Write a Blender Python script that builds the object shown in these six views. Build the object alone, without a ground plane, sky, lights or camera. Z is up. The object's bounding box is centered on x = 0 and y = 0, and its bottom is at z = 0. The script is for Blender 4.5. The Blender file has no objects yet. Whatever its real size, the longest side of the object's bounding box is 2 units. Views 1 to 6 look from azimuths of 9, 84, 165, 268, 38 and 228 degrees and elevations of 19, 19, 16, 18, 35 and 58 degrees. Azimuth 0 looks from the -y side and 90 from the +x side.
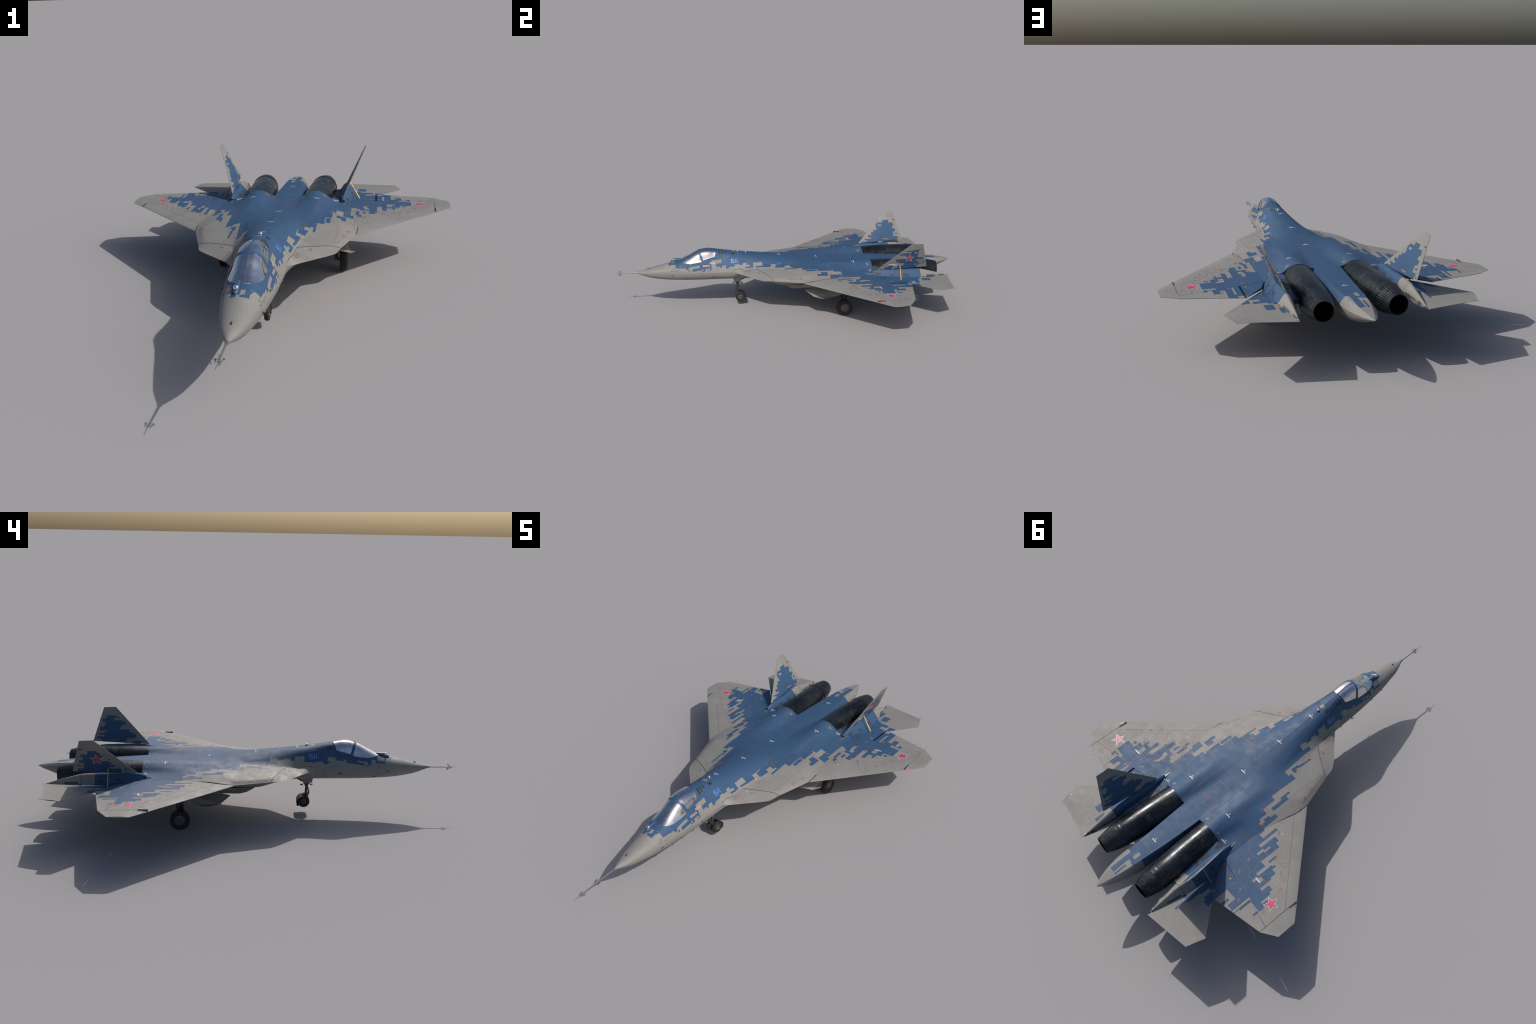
import bpy, bmesh, math, random
from mathutils import Vector, Matrix
from mathutils.bvhtree import BVHTree

random.seed(57)

# ---------------------------------------------------------------- helpers
def pchip(xs, ys, x):
    """monotone cubic interpolation"""
    n = len(xs)
    if x <= xs[0]: return ys[0]
    if x >= xs[-1]: return ys[-1]
    h = [xs[i+1]-xs[i] for i in range(n-1)]
    d = [(ys[i+1]-ys[i])/h[i] for i in range(n-1)]
    def slope(i):
        if i == 0: return d[0]
        if i == n-1: return d[-1]
        if d[i-1]*d[i] <= 0: return 0.0
        w1, w2 = 2*h[i]+h[i-1], h[i]+2*h[i-1]
        return (w1+w2)/(w1/d[i-1]+w2/d[i])
    k = 0
    while x > xs[k+1]: k += 1
    t = (x-xs[k])/h[k]
    m0, m1 = slope(k), slope(k+1)
    return ((2*t**3-3*t*t+1)*ys[k] + (t**3-2*t*t+t)*h[k]*m0
            + (-2*t**3+3*t*t)*ys[k+1] + (t**3-t*t)*h[k]*m1)

def lerp(a, b, t): return a+(b-a)*t

def catmull(pts, s):
    """smooth curve through 2D points, s in 0..1, uniform in control index"""
    n = len(pts)-1
    f = min(max(s, 0), 1)*n
    i = min(int(f), n-1); t = f-i
    p1, p2 = pts[i], pts[i+1]
    p0 = pts[i-1] if i > 0 else (2*p1[0]-p2[0], 2*p1[1]-p2[1])
    p3 = pts[i+2] if i+2 <= n else (2*p2[0]-p1[0], 2*p2[1]-p1[1])
    out = []
    for c in (0, 1):
        a, b, e, g = p0[c], p1[c], p2[c], p3[c]
        out.append(0.5*(2*b+(e-a)*t+(2*a-5*b+4*e-g)*t*t+(3*b-a-3*e+g)*t**3))
    return tuple(out)

ROOT = None
def add_obj(name, me, parent=None, mat=None):
    ob = bpy.data.objects.new(name, me)
    bpy.context.scene.collection.objects.link(ob)
    ob.parent = parent if parent else ROOT
    if mat:
        me.materials.clear(); me.materials.append(mat)
    return ob

def make(name, verts, faces, mat, parent=None, smooth=True, angle=32, fix=False):
    me = bpy.data.meshes.new(name)
    me.from_pydata([tuple(v) for v in verts], [], faces)
    bm = bmesh.new(); bm.from_mesh(me)
    bmesh.ops.remove_doubles(bm, verts=bm.verts, dist=1e-6)
    if fix: bmesh.ops.recalc_face_normals(bm, faces=bm.faces)
    bm.to_mesh(me); bm.free()
    if smooth:
        for p in me.polygons: p.use_smooth = True
        me.set_sharp_from_angle(angle=math.radians(angle))
    me.update()
    return add_obj(name, me, parent, mat)

def mirror_v(vs): return [(-v[0], v[1], v[2]) for v in vs]
def flip(fs): return [tuple(reversed(f)) for f in fs]

def pair(name, verts, faces, mat, parent=None, **kw):
    """the same part on the +x and on the -x side; parent may be a (right, left) pair"""
    pr = parent if isinstance(parent, tuple) else (parent, parent)
    a = make(name, verts, faces, mat, pr[0], **kw)
    b = make(name, mirror_v(verts), flip(faces), mat, pr[1], **kw)
    return a, b

def grid_faces(nu, nv, off=0, closed_v=False):
    fs = []
    for i in range(nu-1):
        for j in range(nv if closed_v else nv-1):
            j2 = (j+1) % nv
            fs.append((off+i*nv+j, off+i*nv+j2, off+(i+1)*nv+j2, off+(i+1)*nv+j))
    return fs

def loft(sections, cap=True):
    """closed rings -> tube"""
    nv = len(sections[0]); vs = [p for s in sections for p in s]
    fs = grid_faces(len(sections), nv, closed_v=True)
    if cap:
        fs.append(tuple(reversed(range(nv))))
        fs.append(tuple(range((len(sections)-1)*nv, len(sections)*nv)))
    return vs, fs

def revolve(profile, origin, axis, n=48, mod=None):
    """profile: list of (distance along axis, radius)"""
    ax = Vector(axis).normalized()
    e1 = ax.cross(Vector((0, 0, 1)))
    if e1.length < 1e-4: e1 = Vector((1, 0, 0))
    e1.normalize(); e2 = e1.cross(ax)
    vs = []
    for k, (d, r) in enumerate(profile):
        for j in range(n):
            a = 2*math.pi*j/n
            rr = r*(mod(k, a) if mod else 1)
            vs.append(Vector(origin)+ax*d+(e1*math.cos(a)+e2*math.sin(a))*rr)
    return vs, grid_faces(len(profile), n, closed_v=True)

def join_geo(*parts):
    V, F = [], []
    for v, f in parts:
        o = len(V); V += [tuple(p) for p in v]; F += [tuple(i+o for i in q) for q in f]
    return V, F

def rod(a, b, r, n=10, r2=None):
    a, b = Vector(a), Vector(b); L = (b-a).length
    r2 = r if r2 is None else r2
    return revolve([(0, 1e-5), (0, r), (L, r2), (L, 1e-5)], a, b-a, n)

def box(c, s, rot=None):
    vs = []
    for z in (-1, 1):
        for y in (-1, 1):
            for x in (-1, 1):
                v = Vector((x*s[0]/2, y*s[1]/2, z*s[2]/2))
                if rot: v = rot @ v
                vs.append(Vector(c)+v)
    return vs, [(0, 2, 3, 1), (4, 5, 7, 6), (0, 1, 5, 4), (2, 6, 7, 3), (0, 4, 6, 2), (1, 3, 7, 5)]

def plate(poly, n, th):
    """flat polygon (3D points) thickened by th along n"""
    n = Vector(n).normalized()*th; k = len(poly)
    vs = [Vector(p) for p in poly]+[Vector(p)+n for p in poly]
    fs = [tuple(reversed(range(k))), tuple(range(k, 2*k))]
    fs += [(i, (i+1) % k, k+(i+1) % k, k+i) for i in range(k)]
    return vs, fs

#MATERIALS-BEGIN
class Graph:
    """small helper for building shader node graphs"""
    def __init__(self, name):
        self.mat = bpy.data.materials.new(name); self.mat.use_nodes = True
        self.t = self.mat.node_tree; self.L = self.t.links
        self.bsdf = self.t.nodes["Principled BSDF"]
        tc = self.t.nodes.new("ShaderNodeTexCoord"); self.obj = tc.outputs["Object"]
        s = self.t.nodes.new("ShaderNodeSeparateXYZ"); self.L.new(self.obj, s.inputs[0])
        self.x, self.y, self.z = s.outputs
        ge = self.t.nodes.new("ShaderNodeNewGeometry")
        n = self.t.nodes.new("ShaderNodeSeparateXYZ"); self.L.new(ge.outputs["Normal"], n.inputs[0])
        self.nx, self.ny, self.nz = n.outputs
        self.ax = self.m("ABSOLUTE", self.x)
    def put(self, sock, v):
        if isinstance(v, (int, float)): sock.default_value = v
        else: self.L.new(v, sock)
    def m(self, op, a, b=0.0, c=0.0):
        n = self.t.nodes.new("ShaderNodeMath"); n.operation = op
        for s, v in zip(n.inputs, (a, b, c)): self.put(s, v)
        return n.outputs[0]
    def add(self, a, b): return self.m("ADD", a, b)
    def mul(self, a, b): return self.m("MULTIPLY", a, b)
    def gt(self, a, b): return self.m("GREATER_THAN", a, b)
    def lt(self, a, b): return self.m("LESS_THAN", a, b)
    def either(self, a, b): return self.m("MAXIMUM", a, b)
    def without(self, a, b): return self.mul(a, self.m("SUBTRACT", 1.0, b))
    def steps(self, coord, rows):
        """staircase: value of the last row whose start lies below coord; rows = [(start, value)...]"""
        acc = rows[0][1]
        for (s0, v0), (s1, v1) in zip(rows, rows[1:]):
            acc = self.m("MULTIPLY_ADD", self.gt(coord, s1), v1-v0, acc)
        return acc
    def rect(self, u, v, u0, u1, v0, v1):
        a = self.m("COMPARE", u, (u0+u1)/2, abs(u1-u0)/2)
        return self.mul(a, self.m("COMPARE", v, (v0+v1)/2, abs(v1-v0)/2))
    def rects(self, u, v, lst):
        acc = None
        for r in lst:
            q = self.rect(u, v, *r)
            acc = q if acc is None else self.either(acc, q)
        return acc
    def noise(self, scale, detail=3.0, rough=.55, stretch=None, out="Fac"):
        vec = self.obj
        if stretch:
            mp = self.t.nodes.new("ShaderNodeMapping"); self.L.new(vec, mp.inputs[0])
            mp.inputs["Scale"].default_value = stretch; vec = mp.outputs[0]
        n = self.t.nodes.new("ShaderNodeTexNoise")
        n.inputs["Scale"].default_value = scale; n.inputs["Detail"].default_value = detail; n.inputs["Roughness"].default_value = rough
        self.L.new(vec, n.inputs["Vector"])
        return n.outputs[out]
    def ramp(self, v, a, b, lo=0.0, hi=1.0):
        n = self.t.nodes.new("ShaderNodeMapRange"); n.interpolation_type = 'SMOOTHSTEP'
        self.put(n.inputs[0], v)
        for i, k in enumerate((a, b, lo, hi)): n.inputs[i+1].default_value = k
        return n.outputs[0]
    def mix(self, f, a, b):
        n = self.t.nodes.new("ShaderNodeMix"); n.data_type = 'RGBA'
        self.put(n.inputs[0], f)
        for s, v in ((n.inputs[6], a), (n.inputs[7], b)):
            if isinstance(v, tuple): s.default_value = (*v, 1)
            else: self.L.new(v, s)
        return n.outputs[2]
    def scale_col(self, c, f):
        n = self.t.nodes.new("ShaderNodeMix"); n.data_type = 'RGBA'; n.blend_type = 'MULTIPLY'; n.inputs[0].default_value = 1
        self.L.new(c, n.inputs[6])
        cb = self.t.nodes.new("ShaderNodeCombineColor")
        for s in cb.inputs: self.put(s, f)
        self.L.new(cb.outputs[0], n.inputs[7])
        return n.outputs[2]
    def bump(self, h, strength=.1, dist=.001):
        b = self.t.nodes.new("ShaderNodeBump"); b.inputs["Strength"].default_value = strength; b.inputs["Distance"].default_value = dist
        self.L.new(h, b.inputs["Height"]); self.L.new(b.outputs[0], self.bsdf.inputs["Normal"])

GREY = (.208, .203, .194)
BLUE = (.030, .074, .152)
CHIP = (.060, .054, .045)

def finish_paint(g, blue, chips=None, soot=None, rough=.60):
    """grey and blue paint with stains, streaks along the airflow, chips and soot"""
    col = g.mix(blue, GREY, BLUE)
    cloud = g.ramp(g.noise(9, 4), .25, .75, .93, 1.07)
    streak = g.ramp(g.noise(26, 3, stretch=(9, 1.1, 9)), .3, .7, .955, 1.045)
    col = g.scale_col(col, g.mul(cloud, streak))
    tint = g.ramp(g.noise(5, 2), .45, .75, 0, .16)
    col = g.mix(g.mul(tint, g.m("SUBTRACT", 1.0, blue)), col, (.165, .180, .160))
    tint2 = g.ramp(g.noise(7, 3), .58, .72, 0, .18)
    col = g.mix(g.mul(tint2, blue), col, (.040, .092, .150))
    speck = g.ramp(g.noise(95, 2.0), .735, .76)
    col = g.mix(g.mul(speck, .55), col, (.075, .074, .070))
    if chips is not None: col = g.mix(chips, col, CHIP)
    if soot is not None: col = g.mix(soot, col, (.028, .026, .026))
    g.L.new(col, g.bsdf.inputs["Base Color"])
    g.bsdf.inputs["Specular IOR Level"].default_value = .36
    g.put(g.bsdf.inputs["Roughness"], g.ramp(g.noise(30, 3), .3, .7, rough-.05, rough+.06))
    return g.mat

# ---- pixel camouflage: where each block edge lies -----------------------------------------
# wings and root extensions seen from above: (start of the strip in |x|, y of the front edge of the blue)
STRIPS_LEFT = [(.1214, .0486), (.1477, .0311), (.1762, .1757), (.1990, .2455), (.2241, .2902), (.2357, .3015), (.2470, .2164), (.2650, .3014),
    (.2756, .3320), (.2977, .2566), (.3109, .3665), (.3260, .2868), (.3518, .3047), (.3750, .4090), (.4020, .4615), (.4162, .3857), (.4239, .3752),
    (.4328, .3968), (.4560, .4283), (.4634, .4917), (.4762, .4552), (.5012, .4738), (.5106, .5290), (.5206, .5035), (.5319, .5347), (.5389, 9.)]
STRIPS_RIGHT = [(.1115, .0217), (.1310, .0331), (.1470, -.0129), (.1560, .0859), (.1810, .1716), (.2040, .2563), (.2163, .2983), (.2438, .2294),
    (.2703, .3980), (.2901, .3867), (.3051, .3615), (.3407, .3167), (.3645, .3410), (.3716, .4390), (.3922, .3770), (.4108, .4188), (.4331, .4010),
    (.4434, .4370), (.4633, .4700), (.5096, 9.)]
# single blocks (|x| from, to, y from, to)
BLUE_LEFT = [(.2359, .2470, .2436, .2760), (.3943, .4041, .3455, .3863), (.1376, .1469, -.0915, -.0200), (.1311, .1434, -.0235, .0178), (.1434, .1531, .0000, .0175),
    (.2049, .2157, .1000, .1240), (.2064, .2174, .1232, .1517), (.2173, .2340, .1245, .2140), (.5291, .5383, .5650, .5890), (.4721, .4817, .5560, .6150)]
GREY_LEFT = [(.3347, .3443, .3640, .3999), (.3443, .3530, .3365, .3716), (.3385, .3450, .3640, .3995), (.4141, .4248, .4660, .4950), (.4248, .4448, .4549, .4790),
    (.4616, .4720, .5500, .7000), (.3750, .4053, .5970, .7000), (.4053, .4173, .5970, .6200), (.4173, .4297, .5970, .7000), (.4297, .4563, .6400, .7000), (.4820, .6000, .5595, .7000), (.4736, .4820, .6150, .7000)]
BLUE_RIGHT = [(.1852, .2017, .1047, .1655), (.2388, .2572, .1590, .1840), (.2205, .2572, .1838, .2187), (.2703, .2826, .2262, .2715), (.3160, .3275, .3145, .3448),
    (.2903, .3024, .2875, .3455), (.2998, .3127, .2660, .2910), (.4726, .4884, .4470, .4612), (.0980, .1227, -.0590, -.0078)]
GREY_RIGHT = [(.3175, .3330, .3990, .4378), (.3220, .3410, .3796, .4010), (.4120, .4335, .4382, .4750), (.4587, .4752, .5388, .5530), (.4755, .5100, .5369, .5490),
    (.4487, .4740, .6025, .7000), (.4288, .4487, .5700, .7000), (.3930, .4011, .5466, .6200), (.3600, .3930, .6400, .7000), (.4736, .4935, .5560, .7000), (.5081, .6000, .5400, .7000), (.4930, .5090, .5740, .7000)]
# forward fuselage sides: (start in y, lowest height of the blue); heights follow the nose slope
SIDE_RIGHT = [(-.9, 9.), (-.628, .3158), (-.5945, .3116), (-.5710, .3005), (-.5535, .3087), (-.5324, .2833), (-.4810, .2740), (-.4597, .2859), (-.4413, .2734),
    (-.4240, .3236), (-.3965, .2866), (-.3745, .2787), (-.3633, .2885), (-.3416, .2714), (-.3241, .2789), (-.2910, .2877), (-.2668, .2830), (-.2440, .2912),
    (-.2237, .2812), (-.2065, .2664), (-.1860, .2898), (-.1334, .2679), (-.0855, .2763), (-.0288, .2650), (-.0110, .2693), (.0206, .2646)]
SIDE_LEFT = [(-.9, 9.), (-.620, .3390), (-.5980, .3150), (-.5887, .3260), (-.5675, .3017), (-.5514, .3108), (-.5350, .2936), (-.4480, .3060), (-.4372, .2987),
    (-.3977, .3088), (-.3615, .2773), (-.3402, .2856), (-.3070, .2812), (-.2516, .3072), (-.2436, .3029), (-.2067, .2843), (-.1854, .2928), (-.1565, .2864),
    (-.1260, .2922), (-.0905, .2686)]
SB_RIGHT = [(-.6680, -.6280, .3324, .3357), (-.2320, -.2026, .2645, .2732), (-.1741, -.0859, .2679, .2741), (-.0622, -.0120, .2650, .2703)]
SG_RIGHT = [(-.5413, -.4912, .2982, .3092), (-.3965, -.3660, .3028, .3225)]
SB_LEFT = [(-.6359, -.5887, .3150, .3217), (-.1263, -.0897, .2684, .2771), (-.3753, -.3613, .2842, .2891)]
SG_LEFT = [(-.5357, -.5046, .3043, .3108), (-.2258, -.2067, .2942, .3000)]
NOSE_TOP = [(-.0384, -.6200), (-.0270, -.6680), (-.0105, -.6570), (0., -.6333), (.0133, -.6670), (.0278, 9.)]

def airframe_material():
    g = Graph("airframe_camouflage")
    right = g.gt(g.x, 0.0)
    left = g.m("SUBTRACT", 1.0, right)
    # plan view blocks
    a = g.mul(g.gt(g.ax, .1214), g.gt(g.y, g.steps(g.ax, STRIPS_LEFT)))
    a = g.either(a, g.rects(g.ax, g.y, BLUE_LEFT))
    a = g.without(a, g.rects(g.ax, g.y, GREY_LEFT[:5]))
    aft = g.gt(g.y, .54)
    a = g.without(a, g.mul(aft, g.without(g.rects(g.ax, g.y, GREY_LEFT[5:]), g.rect(g.ax, g.y, .5291, .5383, .565, .589))))
    b = g.mul(g.gt(g.ax, .1115), g.gt(g.y, g.steps(g.ax, STRIPS_RIGHT)))
    b = g.either(b, g.rects(g.ax, g.y, BLUE_RIGHT))
    b = g.without(b, g.rects(g.ax, g.y, GREY_RIGHT))
    plan = g.add(g.mul(left, a), g.mul(right, b))
    # side blocks
    t = g.m("MULTIPLY", g.m("SUBTRACT", -.25, g.y), 1/.35)
    tn = g.t.nodes.new("ShaderNodeClamp"); g.L.new(t, tn.inputs[0]); t = tn.outputs[0]
    zz = g.m("SUBTRACT", g.z, g.m("MULTIPLY_ADD", g.y, .04, g.mul(g.mul(t, t), -.02975)))
    a = g.gt(zz, g.steps(g.y, SIDE_LEFT))
    a = g.without(g.either(a, g.rects(g.y, zz, SB_LEFT)), g.rects(g.y, zz, SG_LEFT))
    b = g.gt(zz, g.steps(g.y, SIDE_RIGHT))
    b = g.without(g.either(b, g.rects(g.y, zz, SB_RIGHT)), g.rects(g.y, zz, SG_RIGHT))
    side = g.add(g.mul(left, a), g.mul(right, b))
    limit = g.either(g.lt(g.y, .036), g.lt(g.ax, .1115))
    side = g.mul(side, limit)
    spine = g.mul(g.gt(g.y, .02), g.lt(g.ax, .1214))
    nose = g.mul(g.mul(g.gt(g.x, -.0384), g.lt(g.y, -.55)), g.gt(g.y, g.steps(g.x, NOSE_TOP)))
    blue = g.either(g.either(plan, side), g.either(spine, nose))
    blue = g.mul(blue, g.either(g.gt(g.nz, -.05), g.lt(g.y, -.30)))
    # chipped paint on the back and the right wing root
    n1 = g.ramp(g.noise(62, 3, .62), .565, .59)
    n2 = g.ramp(g.noise(11, 2), .46, .60)
    dx = g.m("MULTIPLY", g.m("SUBTRACT", g.x, .055), 1/.13); dy = g.m("MULTIPLY", g.m("SUBTRACT", g.y, .085), 1/.13)
    d = g.add(g.mul(dx, dx), g.mul(dy, dy))
    zone = g.ramp(d, .15, 1.0, 1.0, 0.0)
    wx = g.m("MULTIPLY", g.m("SUBTRACT", g.x, .33), 1/.26); wy = g.m("MULTIPLY", g.m("SUBTRACT", g.y, .37), 1/.17)
    zone2 = g.ramp(g.add(g.mul(wx, wx), g.mul(wy, wy)), .2, 1.1, .85, 0.0)
    n3 = g.ramp(g.noise(75, 2.5, .6), .645, .665)
    chips = g.either(g.mul(g.mul(n1, n2), zone), g.mul(n3, zone2))
    chips = g.mul(chips, .8)
    return finish_paint(g, blue, chips)

def tail_steps(g, front, rear):
    return g.mul(g.gt(g.y, g.steps(g.z, front)), g.lt(g.y, g.steps(g.z, rear)))
FIN_RIGHT_OUT = ([(0, .5953), (.2704, .6144), (.2781, .6094), (.2851, .6464), (.2936, .6487), (.3022, .6182), (.3094, .6012), (.3221, .598), (.3304, .6533), (.3442, .6512), (.3558, .6137), (.3648, .6297), (.3699, .677), (.3796, .6456), (.3876, .6919), (.392, 9.)],
    [(0, .722), (.2723, .7241), (.2787, .7256), (.2878, .7359), (.2944, .7628), (.3143, .7127), (.3241, .7497), (.3387, .717), (.3513, .7168), (.3602, .718), (.3663, .7184), (.3764, .7145), (.3841, .7412)],
    [(.5428, .5829, .2600, .2767)], [(.7264, .7568, .3000, .3100), (.706, .7198, .2864, .2948), (.6931, .7103, .3666, .3762)])
FIN_LEFT_IN = ([(0, .5229), (.2703, .5554), (.2785, .5412), (.2851, .5835), (.2932, .5659), (.3013, .5665), (.3059, .5914), (.3106, .5854), (.3206, .6013), (.3326, .6224), (.3427, .6233), (.35, .6182), (.3658, .6269), (.375, .6622), (.3881, 9.)],
    [(0, .7545), (.2836, .7558), (.2923, .7287), (.3035, .7277), (.318, .7407), (.3257, .7414), (.3369, .7239), (.3508, .7327), (.3604, .7283), (.3715, .7007)],
    [(.7375, .7536, .3030, .3095), (.7598, .7728, .2779, .2830)], [(.6333, .6555, .3549, .3632)])
FIN_LEFT_OUT = ([(0, .5699), (.2881, .6213), (.2952, .594), (.3054, .6124), (.3098, .6081), (.3172, .6168), (.3266, .6524), (.3408, .6429), (.3574, .6537), (.3695, .6642), (.3789, 9.)],
    [(0, .7591), (.2868, .7331), (.2941, .7307), (.3045, .7285), (.3161, .7471), (.3251, .746), (.3314, .7288), (.3469, .7379), (.3607, .7059)],
    [(.7382, .7573, .3007, .3067), (.5447, .5563, .2799, .2879), (.6129, .6245, .3330, .3368)], [(.80, .81, .1, .11)])
FIN_RIGHT_IN = ([(0, .6081), (.2712, .617), (.2832, .6112), (.2878, .5765), (.2936, .5683), (.3075, .582), (.3164, .6005), (.3295, .6517), (.3395, .6417), (.3496, .6222), (.364, .6395), (.3705, .6809), (.3816, .6559), (.3873, .6749), (.393, 9.)],
    [(0, .737), (.2796, .7477), (.2845, .7638), (.2946, .7274), (.3014, .7552), (.3092, .7304), (.3143, .7158), (.3218, .7518), (.3399, .7302), (.3478, .7239), (.3621, .7401), (.3761, .7228), (.3861, .7146)],
    [(.5427, .5810, .2643, .2753)], [(.80, .81, .1, .11)])
def fin_material():
    g = Graph("tail_fin_camouflage")
    parts = []
    right = g.gt(g.x, 0.0); up = g.gt(g.nx, 0.0)
    for rr, uu, (f, r, bl, gr) in ((1, 1, FIN_RIGHT_OUT), (1, 0, FIN_RIGHT_IN), (0, 1, FIN_LEFT_IN), (0, 0, FIN_LEFT_OUT)):
        s = tail_steps(g, f, r)
        s = g.without(g.either(s, g.rects(g.y, g.z, bl)), g.rects(g.y, g.z, gr))
        parts.append(g.mul(g.mul(s, right if rr else g.m("SUBTRACT", 1.0, right)), up if uu else g.m("SUBTRACT", 1.0, up)))
    blue = g.add(g.add(parts[0], parts[1]), g.add(parts[2], parts[3]))
    return finish_paint(g, blue)

def tailplane_material():
    g = Graph("tailplane_camouflage")
    right = g.gt(g.x, 0.0)
    fr = g.lt(g.y, g.steps(g.ax, [(0, .7300), (.3025, .7185), (.3360, .7140), (.3530, .0), (.3620, .7105), (.3950, .0)]))
    fr = g.either(fr, g.rects(g.ax, g.y, [(.2879, .3232, .7405, .7898), (.2590, .2755, .7740, .8240), (.3370, .3530, .6940, .7190)]))
    fr = g.without(fr, g.rects(g.ax, g.y, [(.3236, .3543, .6730, .6938)]))
    fl = g.lt(g.y, g.steps(g.ax, [(0, .7520), (.3100, .6900), (.3160, .6480), (.3330, .0)]))
    fl = g.either(fl, g.rects(g.ax, g.y, [(.2908, .3004, .7517, .8115), (.3344, .3758, .6470, .6910), (.3474, .3758, .6900, .7015)]))
    blue = g.add(g.mul(right, fr), g.mul(g.m("SUBTRACT", 1.0, right), fl))
    return finish_paint(g, g.mul(blue, g.gt(g.nz, 0.0)))

def boom_material():
    g = Graph("tail_boom_camouflage")
    right = g.gt(g.x, 0.0)
    end = g.m("MULTIPLY_ADD", right, .058, .6862)
    blue = g.mul(g.lt(g.y, end), g.gt(g.nz, -.3))
    # soot along the foot of the boom and under the fin
    foot = g.m("ABSOLUTE", g.m("SUBTRACT", g.z, g.m("MULTIPLY_ADD", g.y, -.062, .2725)))
    band = g.ramp(foot, .003, .010, 1, 0)
    blot = g.ramp(g.noise(26, 1.5, stretch=(1, .9, 1)), .53, .60)
    crest = g.mul(g.ramp(g.z, .2570, .2605), .6)
    crest = g.mul(crest, g.ramp(g.noise(18, 2), .45, .6))
    return finish_paint(g, blue, soot=g.mul(g.either(g.mul(band, blot), crest), .85))

def boom_tail_material():
    g = Graph("boom_tail_paint")
    foot = g.m("ABSOLUTE", g.m("SUBTRACT", g.z, g.m("MULTIPLY_ADD", g.y, -.10, .2985)))
    band = g.ramp(foot, .002, .009, 1, 0)
    blot = g.ramp(g.noise(34, 2), .50, .58)
    return finish_paint(g, 0.0 if False else g.lt(g.y, -9.), soot=g.mul(g.mul(band, blot), .85))

def sting_material():
    g = Graph("tail_sting_camouflage")
    edge = g.steps(g.x, [(-.9, .7900), (-.0345, .8320), (-.0168, .8268), (-.0004, .9085), (.0230, .8002)])
    blue = g.lt(g.y, edge)
    blue = g.either(blue, g.rect(g.x, g.y, -.0165, -.0082, .8527, .9110))
    blue = g.without(blue, g.rect(g.x, g.y, -.0168, -.0007, .7768, .8100))
    lower = g.gt(g.z, .2165)
    return finish_paint(g, g.mul(blue, lower))

def grey_paint(name, rough=.60):
    g = Graph(name)
    return finish_paint(g, g.lt(g.y, -9.), rough=rough)

def engine_material(name, nozzle=False):
    g = Graph(name)
    n1 = g.noise(30, 4, .6, stretch=(1.4, .8, 1.4))
    n2 = g.noise(90, 3, .6, stretch=(1, .35, 1))
    n3 = g.noise(8, 2)
    col = g.mix(g.ramp(n3, .35, .65), (.010, .013, .018), (.026, .032, .038))
    col = g.mix(g.mul(g.ramp(n1, .52, .70), .6), col, (.055, .052, .046))
    col = g.mix(g.mul(g.ramp(n2, .60, .70), .35), col, (.030, .052, .060))
    # faint bands round the casing
    w = g.t.nodes.new("ShaderNodeTexWave"); w.bands_direction = 'Y'; w.inputs["Scale"].default_value = 26; w.inputs["Distortion"].default_value = 1.2; w.inputs["Detail"].default_value = 2
    g.L.new(g.obj, w.inputs["Vector"])
    col = g.scale_col(col, g.ramp(w.outputs["Fac"], 0, 1, .75, 1.15))
    g.L.new(col, g.bsdf.inputs["Base Color"])
    g.bsdf.inputs["Metallic"].default_value = .55
    g.put(g.bsdf.inputs["Roughness"], g.ramp(n1, .3, .7, .20, .42))
    g.bump(g.add(n1, g.mul(n2, .4)), .35, .0016)
    return g.mat

def tyre_material():
    g = Graph("tyre_rubber")
    col = g.mix(g.ramp(g.noise(60, 3), .4, .7), (.012, .012, .012), (.022, .021, .020))
    g.L.new(col, g.bsdf.inputs["Base Color"]); g.bsdf.inputs["Roughness"].default_value = .75
    return g.mat

def flat_mat(name, col, rough=0.5, metal=0.0):
    g = Graph(name)
    c = g.mix(g.ramp(g.noise(40, 3), .3, .7), tuple(k*.88 for k in col), tuple(k*1.1 for k in col))
    g.L.new(c, g.bsdf.inputs["Base Color"])
    g.bsdf.inputs["Roughness"].default_value = rough
    g.bsdf.inputs["Metallic"].default_value = metal
    return g.mat
M_BODY = airframe_material()
M_WING = M_RADOME = M_BODY
M_FIN = fin_material()
M_STAB = tailplane_material()
M_STING = sting_material()
M_BOOM = boom_material()
M_BOOMTAIL = boom_tail_material()
M_BELLY = grey_paint("belly_paint")
M_GEARPAINT = grey_paint("door_paint", .5)
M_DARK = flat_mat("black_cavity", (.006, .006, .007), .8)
M_MIRROR = flat_mat("canopy_coating", (.64, .65, .68), .04, 1)
M_CHROME = flat_mat("sensor_glass", (.80, .81, .83), .06, 1)
M_ENGINE = engine_material("heat_stained_titanium")
M_NOZZLE = engine_material("nozzle_steel", True)
M_TYRE = tyre_material()
M_RIM = flat_mat("wheel_rim_paint", (.10, .098, .095), .5)
M_STEEL = flat_mat("gear_steel", (.075, .075, .078), .4, .5)
M_PROBE = flat_mat("probe_metal", (.20, .20, .205), .42, .5)
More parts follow.
